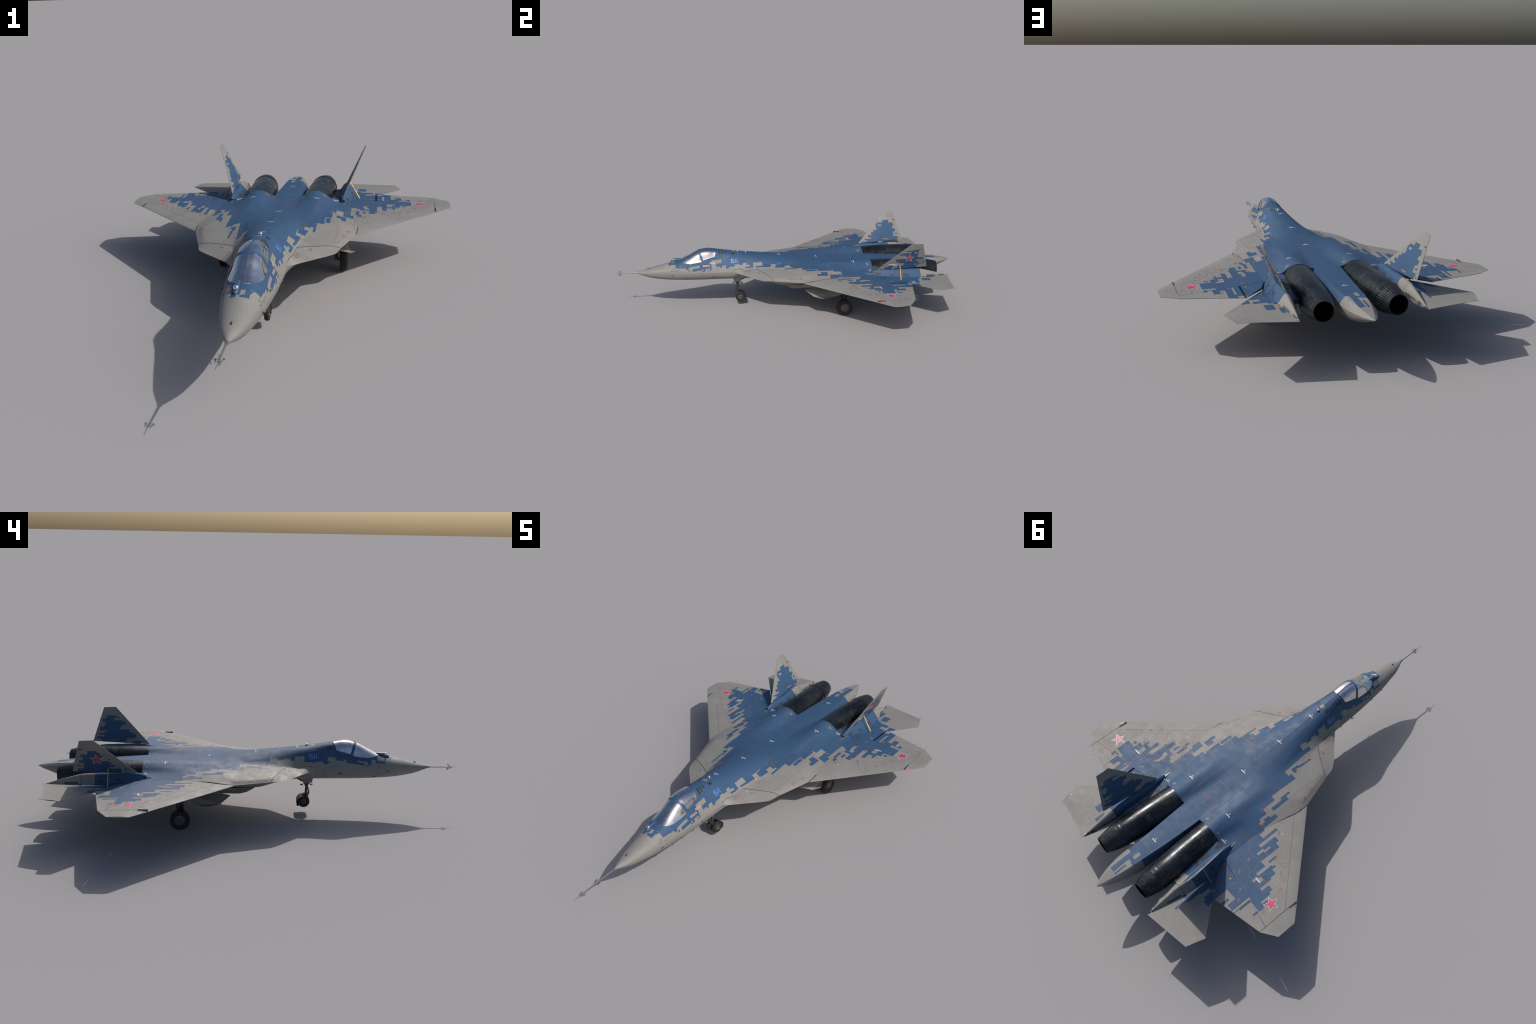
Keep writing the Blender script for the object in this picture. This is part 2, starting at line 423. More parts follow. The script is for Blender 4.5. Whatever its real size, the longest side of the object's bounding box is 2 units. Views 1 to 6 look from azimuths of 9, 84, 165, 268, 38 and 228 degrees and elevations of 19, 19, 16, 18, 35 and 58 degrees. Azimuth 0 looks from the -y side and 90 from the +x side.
M_BARE = flat_mat("bare_metal", (.35, .34, .33), .3, .8)
M_FRAME = flat_mat("canopy_frame_paint", BLUE, .42)
M_RED = flat_mat("insignia_red", (.62, .025, .035), .45)
M_WHITE = flat_mat("marking_white", (.52, .51, .52), .45)
M_INK = flat_mat("insignia_blue", (.045, .055, .36), .45)
M_NUMBER = flat_mat("number_blue", (.085, .20, .56), .45)
M_FINNUM = flat_mat("fin_number_blue", (.050, .105, .30), .45)
M_DASH = flat_mat("stencil_red", (.26, .105, .10), .5)
M_YELLOW = flat_mat("stencil_yellow", (.62, .36, .07), .5)
M_ORANGE = flat_mat("lamp_orange", (.62, .17, .03), .4)
M_VENT = flat_mat("vent_dark", (.026, .024, .020), .6)
M_BROWN = flat_mat("panel_brown", (.075, .067, .055), .6)
M_PANEL = flat_mat("panel_grey", (.15, .15, .145), .5)
M_GAP = flat_mat("panel_gap", (.025, .026, .028), .7)
M_HATCH = flat_mat("engine_hatch", (.030, .036, .045), .35, .5)
M_LAMPRED = flat_mat("lamp_red", (.55, .04, .03), .3)
M_LAMPGREEN = flat_mat("lamp_green", (.01, .17, .14), .3)
#MATERIALS-END

# ---------------------------------------------------------------- top object
ROOT = bpy.data.objects.new("jet_fighter", None)
bpy.context.scene.collection.objects.link(ROOT)
ROOT.parent = None
ROOT["label"] = "twin-engine stealth jet fighter with blue and grey pixel camouflage"
ROOT["category"] = "fighter jet"

# ---------------------------------------------------------------- fuselage
def superell(W, zc, H, n, k, sign):
    out = []
    for i in range(k):
        a = math.pi/2*i/(k-1)
        s, c = math.sin(a), math.cos(a)
        out.append((W*max(s, 0)**(2/n), zc+sign*H*max(c, 0)**(2/n)))
    return out

NU, NL = 7, 6
STN = []   # (y, upper control points centre->edge, lower control points edge->centre)
def nose_station(y, W, zc, zt, zb, nu=2.0, nl=2.2):
    STN.append((y, superell(W, zc, zt-zc, nu, NU, 1), list(reversed(superell(W, zc, zc-zb, nl, NL, -1)))))
def station(y, up, lo): STN.append((y, up, [up[-1]]+lo))

nose_station(-.8484, .0058, .2284, .2342, .2226)
nose_station(-.8200, .0185, .2290, .2412, .2120, 1.9)
nose_station(-.7740, .0355, .2300, .2540, .1978, 1.9)
nose_station(-.7220, .0465, .2310, .2662, .1880, 1.9)
nose_station(-.6700, .0575, .2318, .2772, .1818, 1.9)
def low(W, zc, zb, n=2.2): return list(reversed(superell(W, zc, zc-zb, n, NL, -1)))[1:]
station(-.6070, [(0, .2925), (.020, .2908), (.036, .2845), (.050, .2715), (.0590, .257), (.0645, .2445), (.0668, .2324)], low(.0668, .2324, .1778))
station(-.5525, [(0, .3172), (.019, .3135), (.034, .3035), (.050, .2845), (.060, .268), (.0685, .250), (.0732, .2332)], low(.0732, .2332, .1758))
station(-.5080, [(0, .3410), (.020, .3360), (.036, .3215), (.0505, .2915), (.062, .272), (.0712, .253), (.0776, .2338)], low(.0776, .2338, .1750))
station(-.4676, [(0, .3545), (.020, .3495), (.0365, .3345), (.0495, .3010), (.063, .280), (.0740, .256), (.0815, .2343)], low(.0815, .2343, .1746))
station(-.4400, [(0, .3560), (.020, .3512), (.036, .3370), (.0485, .3080), (.062, .283), (.0750, .257), (.0835, .2344)], low(.0835, .2344, .1745))
station(-.4022, [(0, .3513), (.018, .3475), (.033, .3365), (.0460, .3130), (.060, .288), (.0755, .2585), (.0853, .2345)], low(.0853, .2345, .1742))
station(-.3450, [(0, .3425), (.020, .3388), (.036, .3280), (.0505, .3075), (.065, .284), (.0790, .2575), (.0882, .2345)], low(.0882, .2345, .1738))
station(-.3010, [(0, .3350), (.024, .3302), (.043, .3182), (.0605, .2970), (.0740, .275), (.0835, .252), (.0898, .2345)], low(.0898, .2345, .1735))
KINK1 = len(STN)-1
station(-.2200, [(0, .3243), (.028, .3197), (.050, .3072), (.0720, .2830), (.1000, .2478), (.135, .2395), (.1685, .2310)],
        [(.128, .2290), (.092, .222), (.071, .195), (.040, .176), (0, .1725)])
station(-.1680, [(0, .3178), (.030, .3133), (.056, .3005), (.0800, .2790), (.1078, .2556), (.163, .2430), (.2180, .2288)],
        [(.160, .2230), (.098, .216), (.071, .194), (.042, .174), (0, .1710)])
station(-.1416, [(0, .3148), (.031, .3100), (.060, .2965), (.0850, .2765), (.1130, .2580), (.175, .2450), (.2366, .2272)],
        [(.185, .2190), (.100, .213), (.071, .193), (.043, .173), (0, .1700)])
station(-.0918, [(0, .3087), (.034, .3040), (.066, .2910), (.0940, .2725), (.1220, .2602), (.215, .2435), (.2500, .2285)],
        [(.205, .2080), (.100, .206), (.071, .191), (.044, .171), (0, .1680)])
station(-.0300, [(0, .3015), (.038, .2970), (.074, .2860), (.1040, .2715), (.1450, .2600), (.237, .2435), (.2690, .2282)],
        [(.215, .1930), (.110, .192), (.071, .188), (.045, .169), (0, .1660)])
station(.0350, [(0, .2942), (.045, .2903), (.085, .2805), (.1150, .2710), (.1740, .2588), (.254, .2440), (.2882, .2280)],
        [(.225, .1970), (.120, .195), (.071, .184), (.045, .166), (0, .1630)])
station(.0706, [(0, .2903), (.045, .2872), (.085, .2790), (.1200, .2705), (.1780, .2602), (.262, .2452), (.2988, .2278)],
        [(.230, .2000), (.130, .196), (.072, .180), (.045, .164), (0, .1610)])
KINK2 = len(STN)-1
station(.1258, [(0, .2838), (.045, .2823), (.085, .2778), (.1264, .2713), (.1800, .2625), (.235, .2557), (.3010, .2365)],
        [(.240, .2050), (.140, .194), (.073, .175), (.045, .161), (0, .1580)])
station(.1906, [(0, .2763), (.045, .2762), (.085, .2766), (.1280, .2742), (.1760, .2632), (.230, .2552), (.2890, .2405)],
        [(.240, .2050), (.140, .190), (.074, .170), (.045, .158), (0, .1550)])
station(.2430, [(0, .2718), (.045, .2720), (.083, .2755), (.1260, .2762), (.1700, .2645), (.215, .2555), (.2790, .2405)],
        [(.235, .2050), (.140, .188), (.074, .168), (.045, .156), (0, .1530)])
station(.3000, [(0, .2680), (.045, .2680), (.082, .2748), (.1240, .2785), (.1650, .2670), (.213, .2545), (.2712, .2395)],
        [(.230, .2050), (.140, .185), (.075, .165), (.045, .154), (0, .1520)])
station(.3850, [(0, .2645), (.048, .2640), (.080, .2730), (.1215, .2797), (.1610, .2690), (.203, .2500), (.2645, .2365)],
        [(.225, .2050), (.150, .183), (.080, .160), (.045, .152), (0, .1500)])
station(.4685, [(0, .2612), (.052, .2605), (.082, .2692), (.1190, .2808), (.1570, .2695), (.197, .2460), (.2655, .2330)],
        [(.225, .2050), (.160, .180), (.085, .158), (.045, .150), (0, .1480)])
station(.4870, [(0, .2602), (.053, .2596), (.083, .2688), (.1200, .2808), (.1575, .2692), (.197, .2452), (.2690, .2310)],
        [(.225, .2050), (.160, .180), (.085, .158), (.045, .150), (0, .1480)])

from functools import lru_cache
@lru_cache(maxsize=4096)
def section_ctrl(y):
    """interpolated control points at station y"""
    if y <= STN[KINK1][0]: seg = STN[:KINK1+1]
    elif y <= STN[KINK2][0]: seg = STN[KINK1:KINK2+1]
    else: seg = STN[KINK2:]
    ys = [s[0] for s in seg]
    up = [tuple(pchip(ys, [s[1][i][c] for s in seg], y) for c in (0, 1)) for i in range(NU)]
    lo = [tuple(pchip(ys, [s[2][i][c] for s in seg], y) for c in (0, 1)) for i in range(NL)]
    return up, lo

SAMPLES_U, SAMPLES_L = 49, 26
def smooth01(a, b, x):
    t = min(max((x-a)/(b-a), 0), 1); return t*t*(3-2*t)
def upper_curve(up, y, s):
    p = catmull(up, s)
    w = smooth01(-.3012, -.290, y)*(1-smooth01(-.12, .06, y))    # crease at the vortex flap root
    if w > 0:
        f = s*(NU-1)
        q = catmull(up[:5], f/4) if f <= 4 else catmull(up[4:], (f-4)/2)
        p = (lerp(p[0], q[0], w), lerp(p[1], q[1], w))
    w = smooth01(.25, .46, y)                                     # round engine hump
    if w > 0:
        xc, zc, R = .1180+.0518*(y-.46), .2132+.0194*(y-.46), .0684
        d = R*R-(p[0]-xc)**2
        if d > 0:
            zn = zc+math.sqrt(d)
            h = .006
            k = max(h-abs(p[1]-zn), 0)/h
            p = (p[0], lerp(p[1], max(p[1], zn)+h*k*k*.25*(1-w), w))
    return p
def ring(y):
    up, lo = section_ctrl(y)
    half = [upper_curve(up, y, i/(SAMPLES_U-1)) for i in range(SAMPLES_U)]
    half += [catmull(lo, i/(SAMPLES_L-1)) for i in range(1, SAMPLES_L)]
    half = [(max(x, 0), z) for x, z in half]
    right = [(x, y, z) for x, z in half]
    left = [(-x, y, z) for x, z in half[1:-1]]
    return right+list(reversed(left))

def up_point(y, s):
    """upper skin, s=0 centre line, s=1 chine or leading edge, negative s = -x side"""
    up, _ = section_ctrl(y)
    x, z = upper_curve(up, y, abs(s))
    return Vector((x if s >= 0 else -x, y, z))

ys = set()
for k in (0, KINK1, KINK2): ys.add(STN[k][0])
y = STN[0][0]
while y < STN[-1][0]:
    ys.add(round(y, 5)); y += .0065
ys.add(STN[-1][0])
ys.add(-.6520)
ys = sorted(ys)
ys = [a for i, a in enumerate(ys) if i == 0 or a-ys[i-1] > .0008 or a in (-.301, .0706)]
BV, BF = loft([ring(y) for y in ys], cap=True)

def split_skin(verts, faces, regions, mat_of):
    """one smooth skin cut into named parts that keep the whole skin's normals"""
    me = bpy.data.meshes.new("whole")
    me.from_pydata(verts, [], faces)
    bm = bmesh.new(); bm.from_mesh(me)
    bmesh.ops.remove_doubles(bm, verts=bm.verts, dist=1e-7)
    bmesh.ops.recalc_face_normals(bm, faces=bm.faces)
    bm.to_mesh(me); bm.free()
    for p in me.polygons: p.use_smooth = True
    me.set_sharp_from_angle(angle=math.radians(40))
    me.update()
    cn = [tuple(c.vector) for c in me.corner_normals]
    vv = [tuple(v.co) for v in me.vertices]
    groups = {}
    for p in me.polygons:
        c = p.center
        groups.setdefault(regions(c), []).append(p.index)
    out = {}
    for key, idx in groups.items():
        remap, V, F, N = {}, [], [], []
        for pi in idx:
            p = me.polygons[pi]; f = []
            for li in p.loop_indices:
                vi = me.loops[li].vertex_index
                if vi not in remap:
                    remap[vi] = len(V); V.append(vv[vi])
                f.append(remap[vi]); N.append(cn[li])
            F.append(f)
        m2 = bpy.data.meshes.new(key.split("|")[0])
        m2.from_pydata(V, [], F)
        for p in m2.polygons: p.use_smooth = True
        m2.normals_split_custom_set(N)
        out[key] = add_obj(key.split("|")[0], m2, None, mat_of(key))
    bpy.data.meshes.remove(me)
    return out

HINGE = ((.1078, -.1681), (.2514, -.0870))      # vortex flap hinge line
def body_region(c):
    if c.y < -.652: return "radome"
    ax = abs(c.x)
    if -.301 < c.y < -.08:
        t = (ax-HINGE[0][0])/(HINGE[1][0]-HINGE[0][0])
        hy = lerp(HINGE[0][1], HINGE[1][1], t)
        inner = lerp(.0898, .1078, min(max((c.y+.301)/.133, 0), 1))
        if ax > inner and c.y < hy:
            return "leading_edge_vortex_flap|"+("r" if c.x > 0 else "l")
    return "fuselage"
SKIN = split_skin(BV, BF, body_region, lambda k: M_RADOME if k == "radome" else M_BODY)
FUSELAGE = SKIN["fuselage"]

# ---------------------------------------------------------------- canopy
def canopy_edge_z(y):
    return pchip([-.607, -.596, -.580, -.5525, -.520, -.478, -.4676, -.4022, -.385],
                 [.2925, .2890, .2862, .2842, .2868, .2938, .3000, .3185, .3240], y)
def s_at_z(y, zt):
    lo_, hi_ = 0.0, .8
    for _ in range(40):
        m = (lo_+hi_)/2
        if up_point(y, m).z > zt: lo_ = m
        else: hi_ = m
    return lo_
def skin_normal(y, s):
    a = up_point(y+.002, s)-up_point(y-.002, s)
    b = up_point(y, s+.01)-up_point(y, s-.01)
    n = a.cross(b).normalized()
    return n if n.z > 0 else -n
def canopy_patch(name, y0f, y1f, u0, u1, mat, nu, nv, lift, edge_lift=None):
    """patch of skin between two frames; y0f/y1f give y for a sideways fraction u (-1..1)"""
    vs = []
    for i in range(nu):
        t = i/(nu-1)
        for j in range(nv):
            u = lerp(u0, u1, j/(nv-1))
            y = lerp(y0f(u), y1f(u), t)
            for _ in range(2):
                se = s_at_z(y, canopy_edge_z(y))
            s = se*u
            n = skin_normal(y, s if abs(s) > 1e-4 else 1e-4)
            vs.append(up_point(y, s)+n*lift)
    fs = grid_faces(nu, nv)
    me_v, me_f = vs, fs
    # rim: drop the edge back into the skin so the pane has thickness
    rim = [j for j in range(nv)]+[i*nv+nv-1 for i in range(1, nu)]+[(nu-1)*nv+j for j in range(nv-2, -1, -1)]+[i*nv for i in range(nu-2, 0, -1)]
    k = len(vs)
    for r in rim:
        n = (vs[r]-Vector((0, vs[r].y, .25))).normalized()
        vs.append(vs[r]-n*(lift+.0015))
    fs = fs+[(rim[i], k+i, k+(i+1) % len(rim), rim[(i+1) % len(rim)]) for i in range(len(rim))]
    return make(name, vs, fs, mat, None, angle=50, fix=True)
frame_front = lambda u: lerp(-.5000, -.4790, abs(u)**1.5)
frame_back = lambda u: lerp(-.4900, -.4680, abs(u)**1.5)
rear_edge = lambda u: lerp(-.3895, -.4030, abs(u)**2)
WINDSHIELD = canopy_patch("windshield", lambda u: -.6065, frame_front, -1, 1, M_MIRROR, 60, 41, .0026)
HOOD = canopy_patch("canopy", frame_back, rear_edge, -1, 1, M_MIRROR, 60, 41, .0026)
canopy_patch("canopy_frame", lambda u: frame_front(u)-.0006, lambda u: frame_back(u)+.0006, -1.03, 1.03, M_FRAME, 4, 41, .0036)
canopy_patch("canopy_centre_strip", frame_back, rear_edge, -.055, .055, M_FRAME, 60, 5, .0032)

# ---------------------------------------------------------------- wings
def LE(x): return .0706+(x-.2988)*1.1130
def TE(x):
    if x <= .6057: return .6149+(.6057-x)*.2095
    return lerp(.6149, .5712, (x-.6057)/(.6689-.6057))
def wing_T(x): return pchip([.20, .30, .47, .55, .67], [.0165, .0140, .0072, .0062, .0032], x)
def wing_mid(x, c):
    zle = pchip([.2, .30, .67], [.2290, .2262, .2195], x)
    zte = pchip([.2, .30, .4736, .6057, .67], [.2235, .2225, .2236, .2236, .2215], x)
    return lerp(zle, zte, c)
def wing_half(x, c):
    c = min(max(c, 0), 1)
    T = wing_T(x)
    if c < .34: f = math.sqrt(max(1-(1-c/.34)**2, 0))*.82+.18*(c/.34)
    else: f = 1-((c-.34)/.66)**1.35
    return max(T*f, .0009)
def wing_z(x, y, top):
    l, t = LE(x), TE(x)
    c = (y-l)/(t-l)
    return wing_mid(x, c)+(1 if top else -1)*wing_half(x, c)

def slab(corners, zf, nu=24, nv=16, skew=None):
    """thin body over a four-sided planform; corners p00,p10,p11,p01 as (x,y); zf(x,y,top)"""
    p00, p10, p11, p01 = [Vector((a, b, 0)) for a, b in corners]
    def P(u, v):
        v = v if skew is None else v**skew
        return (p00*(1-u)+p10*u)*(1-v)+(p01*(1-u)+p11*u)*v
    T, B = [], []
    for i in range(nu):
        for j in range(nv):
            p = P(i/(nu-1), j/(nv-1))
            T.append((p.x, p.y, zf(p.x, p.y, True)))
            B.append((p.x, p.y, zf(p.x, p.y, False)))
    o = len(T)
    fs = grid_faces(nu, nv)
    ft = [tuple(reversed(f)) for f in fs]
    fb = [tuple(i+o for i in f) for f in fs]
    rim = [i*nv for i in range(nu)]+[(nu-1)*nv+j for j in range(1, nv)]+[i*nv+nv-1 for i in range(nu-2, -1, -1)]+[j for j in range(nv-2, 0, -1)]
    k = len(rim)
    side = [(rim[i], o+rim[i], o+rim[(i+1) % k], rim[(i+1) % k]) for i in range(k)]
    return T+B, ft+fb+side

G = .0010   # half a panel gap
SLAT_IN, SLAT_OUT = .078, .066          # slat chord along y at its ends
def slat_hinge(x): return LE(x)+lerp(SLAT_IN, SLAT_OUT, (x-.2988)/(.6057-.2988))
FLAP_IN = (.262, .5210); FLAP_MID = (.4736, .5573); AIL_OUT = (.6027, .5830)
def flap_hinge(x):
    if x <= FLAP_MID[0]: return lerp(FLAP_IN[1], FLAP_MID[1], (x-FLAP_IN[0])/(FLAP_MID[0]-FLAP_IN[0]))
    return lerp(FLAP_MID[1], AIL_OUT[1], (x-FLAP_MID[0])/(AIL_OUT[0]-FLAP_MID[0]))
xi, xm, xo, xt = .215, FLAP_MID[0], .6045, .6692
def main_box_z(x, y, top): return wing_z(x, y, top)
v1 = slab([(.2998, slat_hinge(.2998)+G), (xo-G, slat_hinge(xo)+G), (xo-G, flap_hinge(xo)-G), (.2998, flap_hinge(.2998)-G)], wing_z, 40, 26)
v2 = slab([(xi, LE(.2995)+.03), (.3000, LE(.2995)+.062), (.3000, flap_hinge(.3000)-G), (xi, flap_hinge(xi)-G)], wing_z, 14, 26)
v3 = slab([(xo+G, LE(xo)+.0), (xt, LE(xt)), (xt, TE(xt)), (xo+G, TE(xo))], wing_z, 16, 30, None)
WING = pair("wing", *join_geo(v1, v2, v3), M_WING, angle=30)
pair("leading_edge_slat", *slab([(.3012, LE(.3012)), (xo-G, LE(xo-G)), (xo-G, slat_hinge(xo)-G*.4), (.3012, slat_hinge(.3012)-G*.4)], wing_z, 40, 14, 1.7), M_WING, WING, angle=30)
xk = .3675
pair("flap", *join_geo(slab([(.268, flap_hinge(.268)+G), (xk, flap_hinge(xk)+G), (xk, TE(xk)), (.2905, .5770)], wing_z, 16, 10),
                       slab([(xk, flap_hinge(xk)+G), (xm-G, flap_hinge(xm)+G), (xm-G, TE(xm)), (xk, TE(xk))], wing_z, 16, 10)), M_WING, WING, angle=30)
pair("aileron", *slab([(xm+G, flap_hinge(xm)+G), (xo-G, flap_hinge(xo)+G), (xo-G, TE(xo)), (xm+G, TE(xm))], wing_z, 16, 10), M_WING, WING, angle=30)

# ---------------------------------------------------------------- tail surfaces
def foil_quad(p00, p10, p11, p01, t_root, t_tip, nu=20, nv=16):
    """p00 root front, p10 tip front, p11 tip rear, p01 root rear"""
    a, b, c, d = [Vector(p) for p in (p00, p10, p11, p01)]
    n = (b-a).cross(d-a).normalized()
    T, B = [], []
    for i in range(nu):
        u = i/(nu-1)
        for j in range(nv):
            v = j/(nv-1)
            p = (a*(1-u)+b*u)*(1-v)+(d*(1-u)+c*u)*v
            f = 1-abs(2*v-.9)**2.2 if v < .95 else 1-1.0
            f = (math.sqrt(v/.4)*.6+.4*v/.4 if v < .4 else 1-((v-.4)/.6)**1.5)
            h = max(lerp(t_root, t_tip, u)*f, .0007)
            T.append(p+n*h); B.append(p-n*h)
    o = len(T)
    fs = grid_faces(nu, nv)
    rim = [i*nv for i in range(nu)]+[(nu-1)*nv+j for j in range(1, nv)]+[i*nv+nv-1 for i in range(nu-2, -1, -1)]+[j for j in range(nv-2, 0, -1)]
    k = len(rim)
    return T+B, fs+[tuple(i+o for i in reversed(f)) for f in fs]+[(rim[(i+1) % k], o+rim[(i+1) % k], o+rim[i], rim[i]) for i in range(k)]

FIN_Q = ((.2368, .5000, .2624), (.3182, .6741, .4321), (.3188, .7338, .4294), (.2484, .7828, .2722))
FIN = pair("tail_fin", *foil_quad(*FIN_Q, .0062, .0028), M_FIN, angle=30, fix=True)
STAB_Q = ((.2660, .5525, .2150), (.4766, .7961, .2139), (.4499, .8770, .2116), (.2370, .9106, .2081))
STAB = pair("stabilator", *foil_quad(*STAB_Q, .0055, .0025), M_STAB, angle=30, fix=True)

# ---------------------------------------------------------------- tail boom beside each engine
def ring3(y, pts, n=40):
    """smooth closed-top section: points from inner base over ridge to outer base, then flat bottom"""
    top = [catmull(pts, i/(n-1)) for i in range(n)]
    bot = [(pts[-1][0]-.002, pts[-1][1]-.012), (pts[0][0]+.002, pts[0][1]-.012)]
    return [(x, y, z) for x, z in top+bot]
BOOM_ST = [
    (.4640, [(.2255, .2420), (.2290, .2480), (.2345, .2510), (.2400, .2465), (.2440, .2385)]),
    (.5000, [(.2170, .2400), (.2235, .2545), (.2355, .2608), (.2460, .2500), (.2560, .2320)]),
    (.5500, [(.2130, .2375), (.2220, .2550), (.2375, .2622), (.2510, .2500), (.2640, .2280)]),
    (.6000, [(.2115, .2350), (.2225, .2545), (.2390, .2622), (.2540, .2490), (.2680, .2250)]),
    (.7000, [(.2110, .2290), (.2240, .2510), (.2405, .2595), (.2560, .2450), (.2720, .2205)]),
    (.7434, [(.2120, .2265), (.2250, .2480), (.2412, .2565), (.2560, .2420), (.2720, .2190)])]
def boom_ring(y):
    ys_ = [s[0] for s in BOOM_ST]
    return ring3(y, [tuple(pchip(ys_, [s[1][i][c] for s in BOOM_ST], y) for c in (0, 1)) for i in range(5)])
bys = [lerp(.4640, .7434, i/30) for i in range(31)]
BOOM = pair("tail_boom", *loft([boom_ring(y) for y in bys]), M_BOOM, angle=38, fix=True)
# rear cone of the boom
cone = []
for i in range(13):
    t = i/12; y = lerp(.7450, .9085, t)
    base = boom_ring(.7434); tip = Vector((.2372, .9106, .2085))
    cone.append([tuple(Vector((p[0], y, p[2]))*(1-t)+Vector((tip.x, y, tip.z+(p[2]-.24)*.03))*t + Vector((0, 0, .002*math.sin(math.pi*t)))) for p in base])
pair("boom_tail_cone", *loft(cone), M_BOOMTAIL, BOOM, angle=38, fix=True)
# intake scoop at the front of the boom
pair("cooling_scoop", *join_geo(
    plate([(.2334, .4300, .2402), (.2265, .4655, .2400), (.2265, .4655, .2445)], (1, .1, 0), .0015),
    plate([(.2334, .4300, .2402), (.2440, .4655, .2365), (.2425, .4655, .2420)], (-1, .1, 0), .0015),
    rod((.2290, .4560, .2418), (.2400, .4560, .2405), .0011),
    plate([(.2334, .4300, .2396), (.2440, .4650, .2362), (.2260, .4650, .2396)], (0, 0, 1), .0012)), M_PROBE, BOOM, smooth=False, fix=True)
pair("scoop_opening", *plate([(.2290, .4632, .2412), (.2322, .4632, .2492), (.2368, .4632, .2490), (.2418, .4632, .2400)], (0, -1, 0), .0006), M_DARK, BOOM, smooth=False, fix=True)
# shelf under the boom
def shelf_ring(y):
    Y = [.470, .487, .570, .7385]
    xo_ = pchip(Y, [.2640, .2690, .2842, .2823], y)
    zo_ = pchip(Y, [.2330, .2310, .2175, .2178], y)
    xi_ = pchip([.47, .56, .66, .7385], [.150, .165, .183, .190], y)
    zi_ = pchip(Y, [.2520, .2470, .2385, .2270], y)
    top = [(xi_, zi_-.006), (xi_+.012, zi_), (.2100, lerp(zi_, zo_, .16)), (.2350, lerp(zi_, zo_, .42)), (xo_-.012, lerp(zi_, zo_, .80)), (xo_, zo_)]
    bot = [(xo_, zo_-.004), (.255, .2030), (.22, .1950), (xi_, .1900)]
    return [(x, y, z) for x, z in top+bot]
sh = loft([shelf_ring(lerp(.470, .7385, i/20)) for i in range(21)])
pair("boom_shelf", *sh, M_BOOM, BOOM, angle=25, fix=True)
pair("boom_tail_plate", *plate([(.190, .7400, .2080), (.2105, .8188, .2080), (.2355, .9060, .2060), (.2500, .9000, .2060), (.2650, .7400, .2080)], (0, 0, 1), .0030), M_BOOMTAIL, BOOM, smooth=False, fix=True)

# ---------------------------------------------------------------- central tail sting
def sting_ring(y):
    Y = [.455, .560, .690, .800, .850, .900, .950, .980, .9985]
    zt = pchip(Y, [.2618, .2560, .2490, .2468, .2440, .2395, .2320, .2262, .2212], y)
    xc = pchip(Y, [.0560, .0520, .0450, .0363, .0320, .0245, .0140, .0060, .0005], y)
    zc = zt-.0012*min(1, (1-y)/.2)
    xs = pchip(Y, [.0600, .0570, .0570, .0580, .0545, .0450, .0290, .0150, .0008], y)
    zs = pchip(Y, [.2300, .2250, .2200, .2172, .2172, .2180, .2195, .2202, .2205], y)
    zb = pchip(Y, [.1480, .1480, .1500, .1580, .1670, .1800, .1990, .2110, .2200], y)
    xb = pchip(Y, [.0560, .0520, .0480, .0430, .0390, .0300, .0170, .0080, .0004], y)
    h = []
    for i in range(6):                       # crowned top
        t = i/5; h.append((xc*t, lerp(zt, zc, t**2)))
    for i in range(1, 7):                    # bulged side
        t = i/6; h.append((lerp(xc, xs, t)+.03*xs*math.sin(math.pi*t), lerp(zc, zs, t)))
    for i in range(1, 11):                   # belly
        a = math.pi/2*i/10; h.append((xs*math.cos(a)**.8 if i < 10 else 0, zs-(zs-zb)*math.sin(a)**1.0))
    right = [(x, y, z) for x, z in h]
    return right+[(-x, y, z) for x, y, z in reversed(right[1:-1])]
sy = [lerp(.455, .9985, i/60) for i in range(61)]
STING = make("tail_sting", *loft([sting_ring(y) for y in sy]), M_STING, angle=28, fix=True)

# ---------------------------------------------------------------- engines
EA, EB = Vector((.1180, .4600, .2132)), Vector((.1396, .8724, .2212))
EL = (EB-EA).length
def eng(y): return (y-EA.y)/(EB.y-EA.y)*EL
casing = [(eng(.4845), .040), (eng(.4845), .0672), (eng(.490), .0672), (eng(.56), .0664), (eng(.64), .0645), (eng(.71), .0612), (eng(.768), .0576), (eng(.771), .0566)]
ENGINE = pair("engine_casing", *revolve(casing, EA, EB-EA, 72), M_ENGINE, angle=35)
pair("exhaust_ring", *revolve([(eng(.770), .056), (eng(.770), .0583), (eng(.777), .0587), (eng(.779), .0580), (eng(.796), .0560), (eng(.798), .054)], EA, EB-EA, 72), M_ENGINE, ENGINE, angle=35)
NPET = 32
def petal_mod(k, a): return 1-.022*(abs(math.sin(a*NPET/2))**8)
pet = [(eng(.795), .0535), (eng(.797), .0556), (eng(.820), .0516), (eng(.850), .0444), (eng(.8700), .0392), (eng(.8724), .0386), (eng(.8720), .0368), (eng(.850), .0385), (eng(.80), .0430)]
pair("nozzle_petals", *revolve(pet, EA, EB-EA, 192, petal_mod), M_NOZZLE, ENGINE, angle=35)
pair("exhaust_duct", *revolve([(eng(.802), .0435), (eng(.76), .046), (eng(.70), .046), (eng(.70), .0001)], EA, EB-EA, 48), M_DARK, ENGINE, angle=35, fix=False)

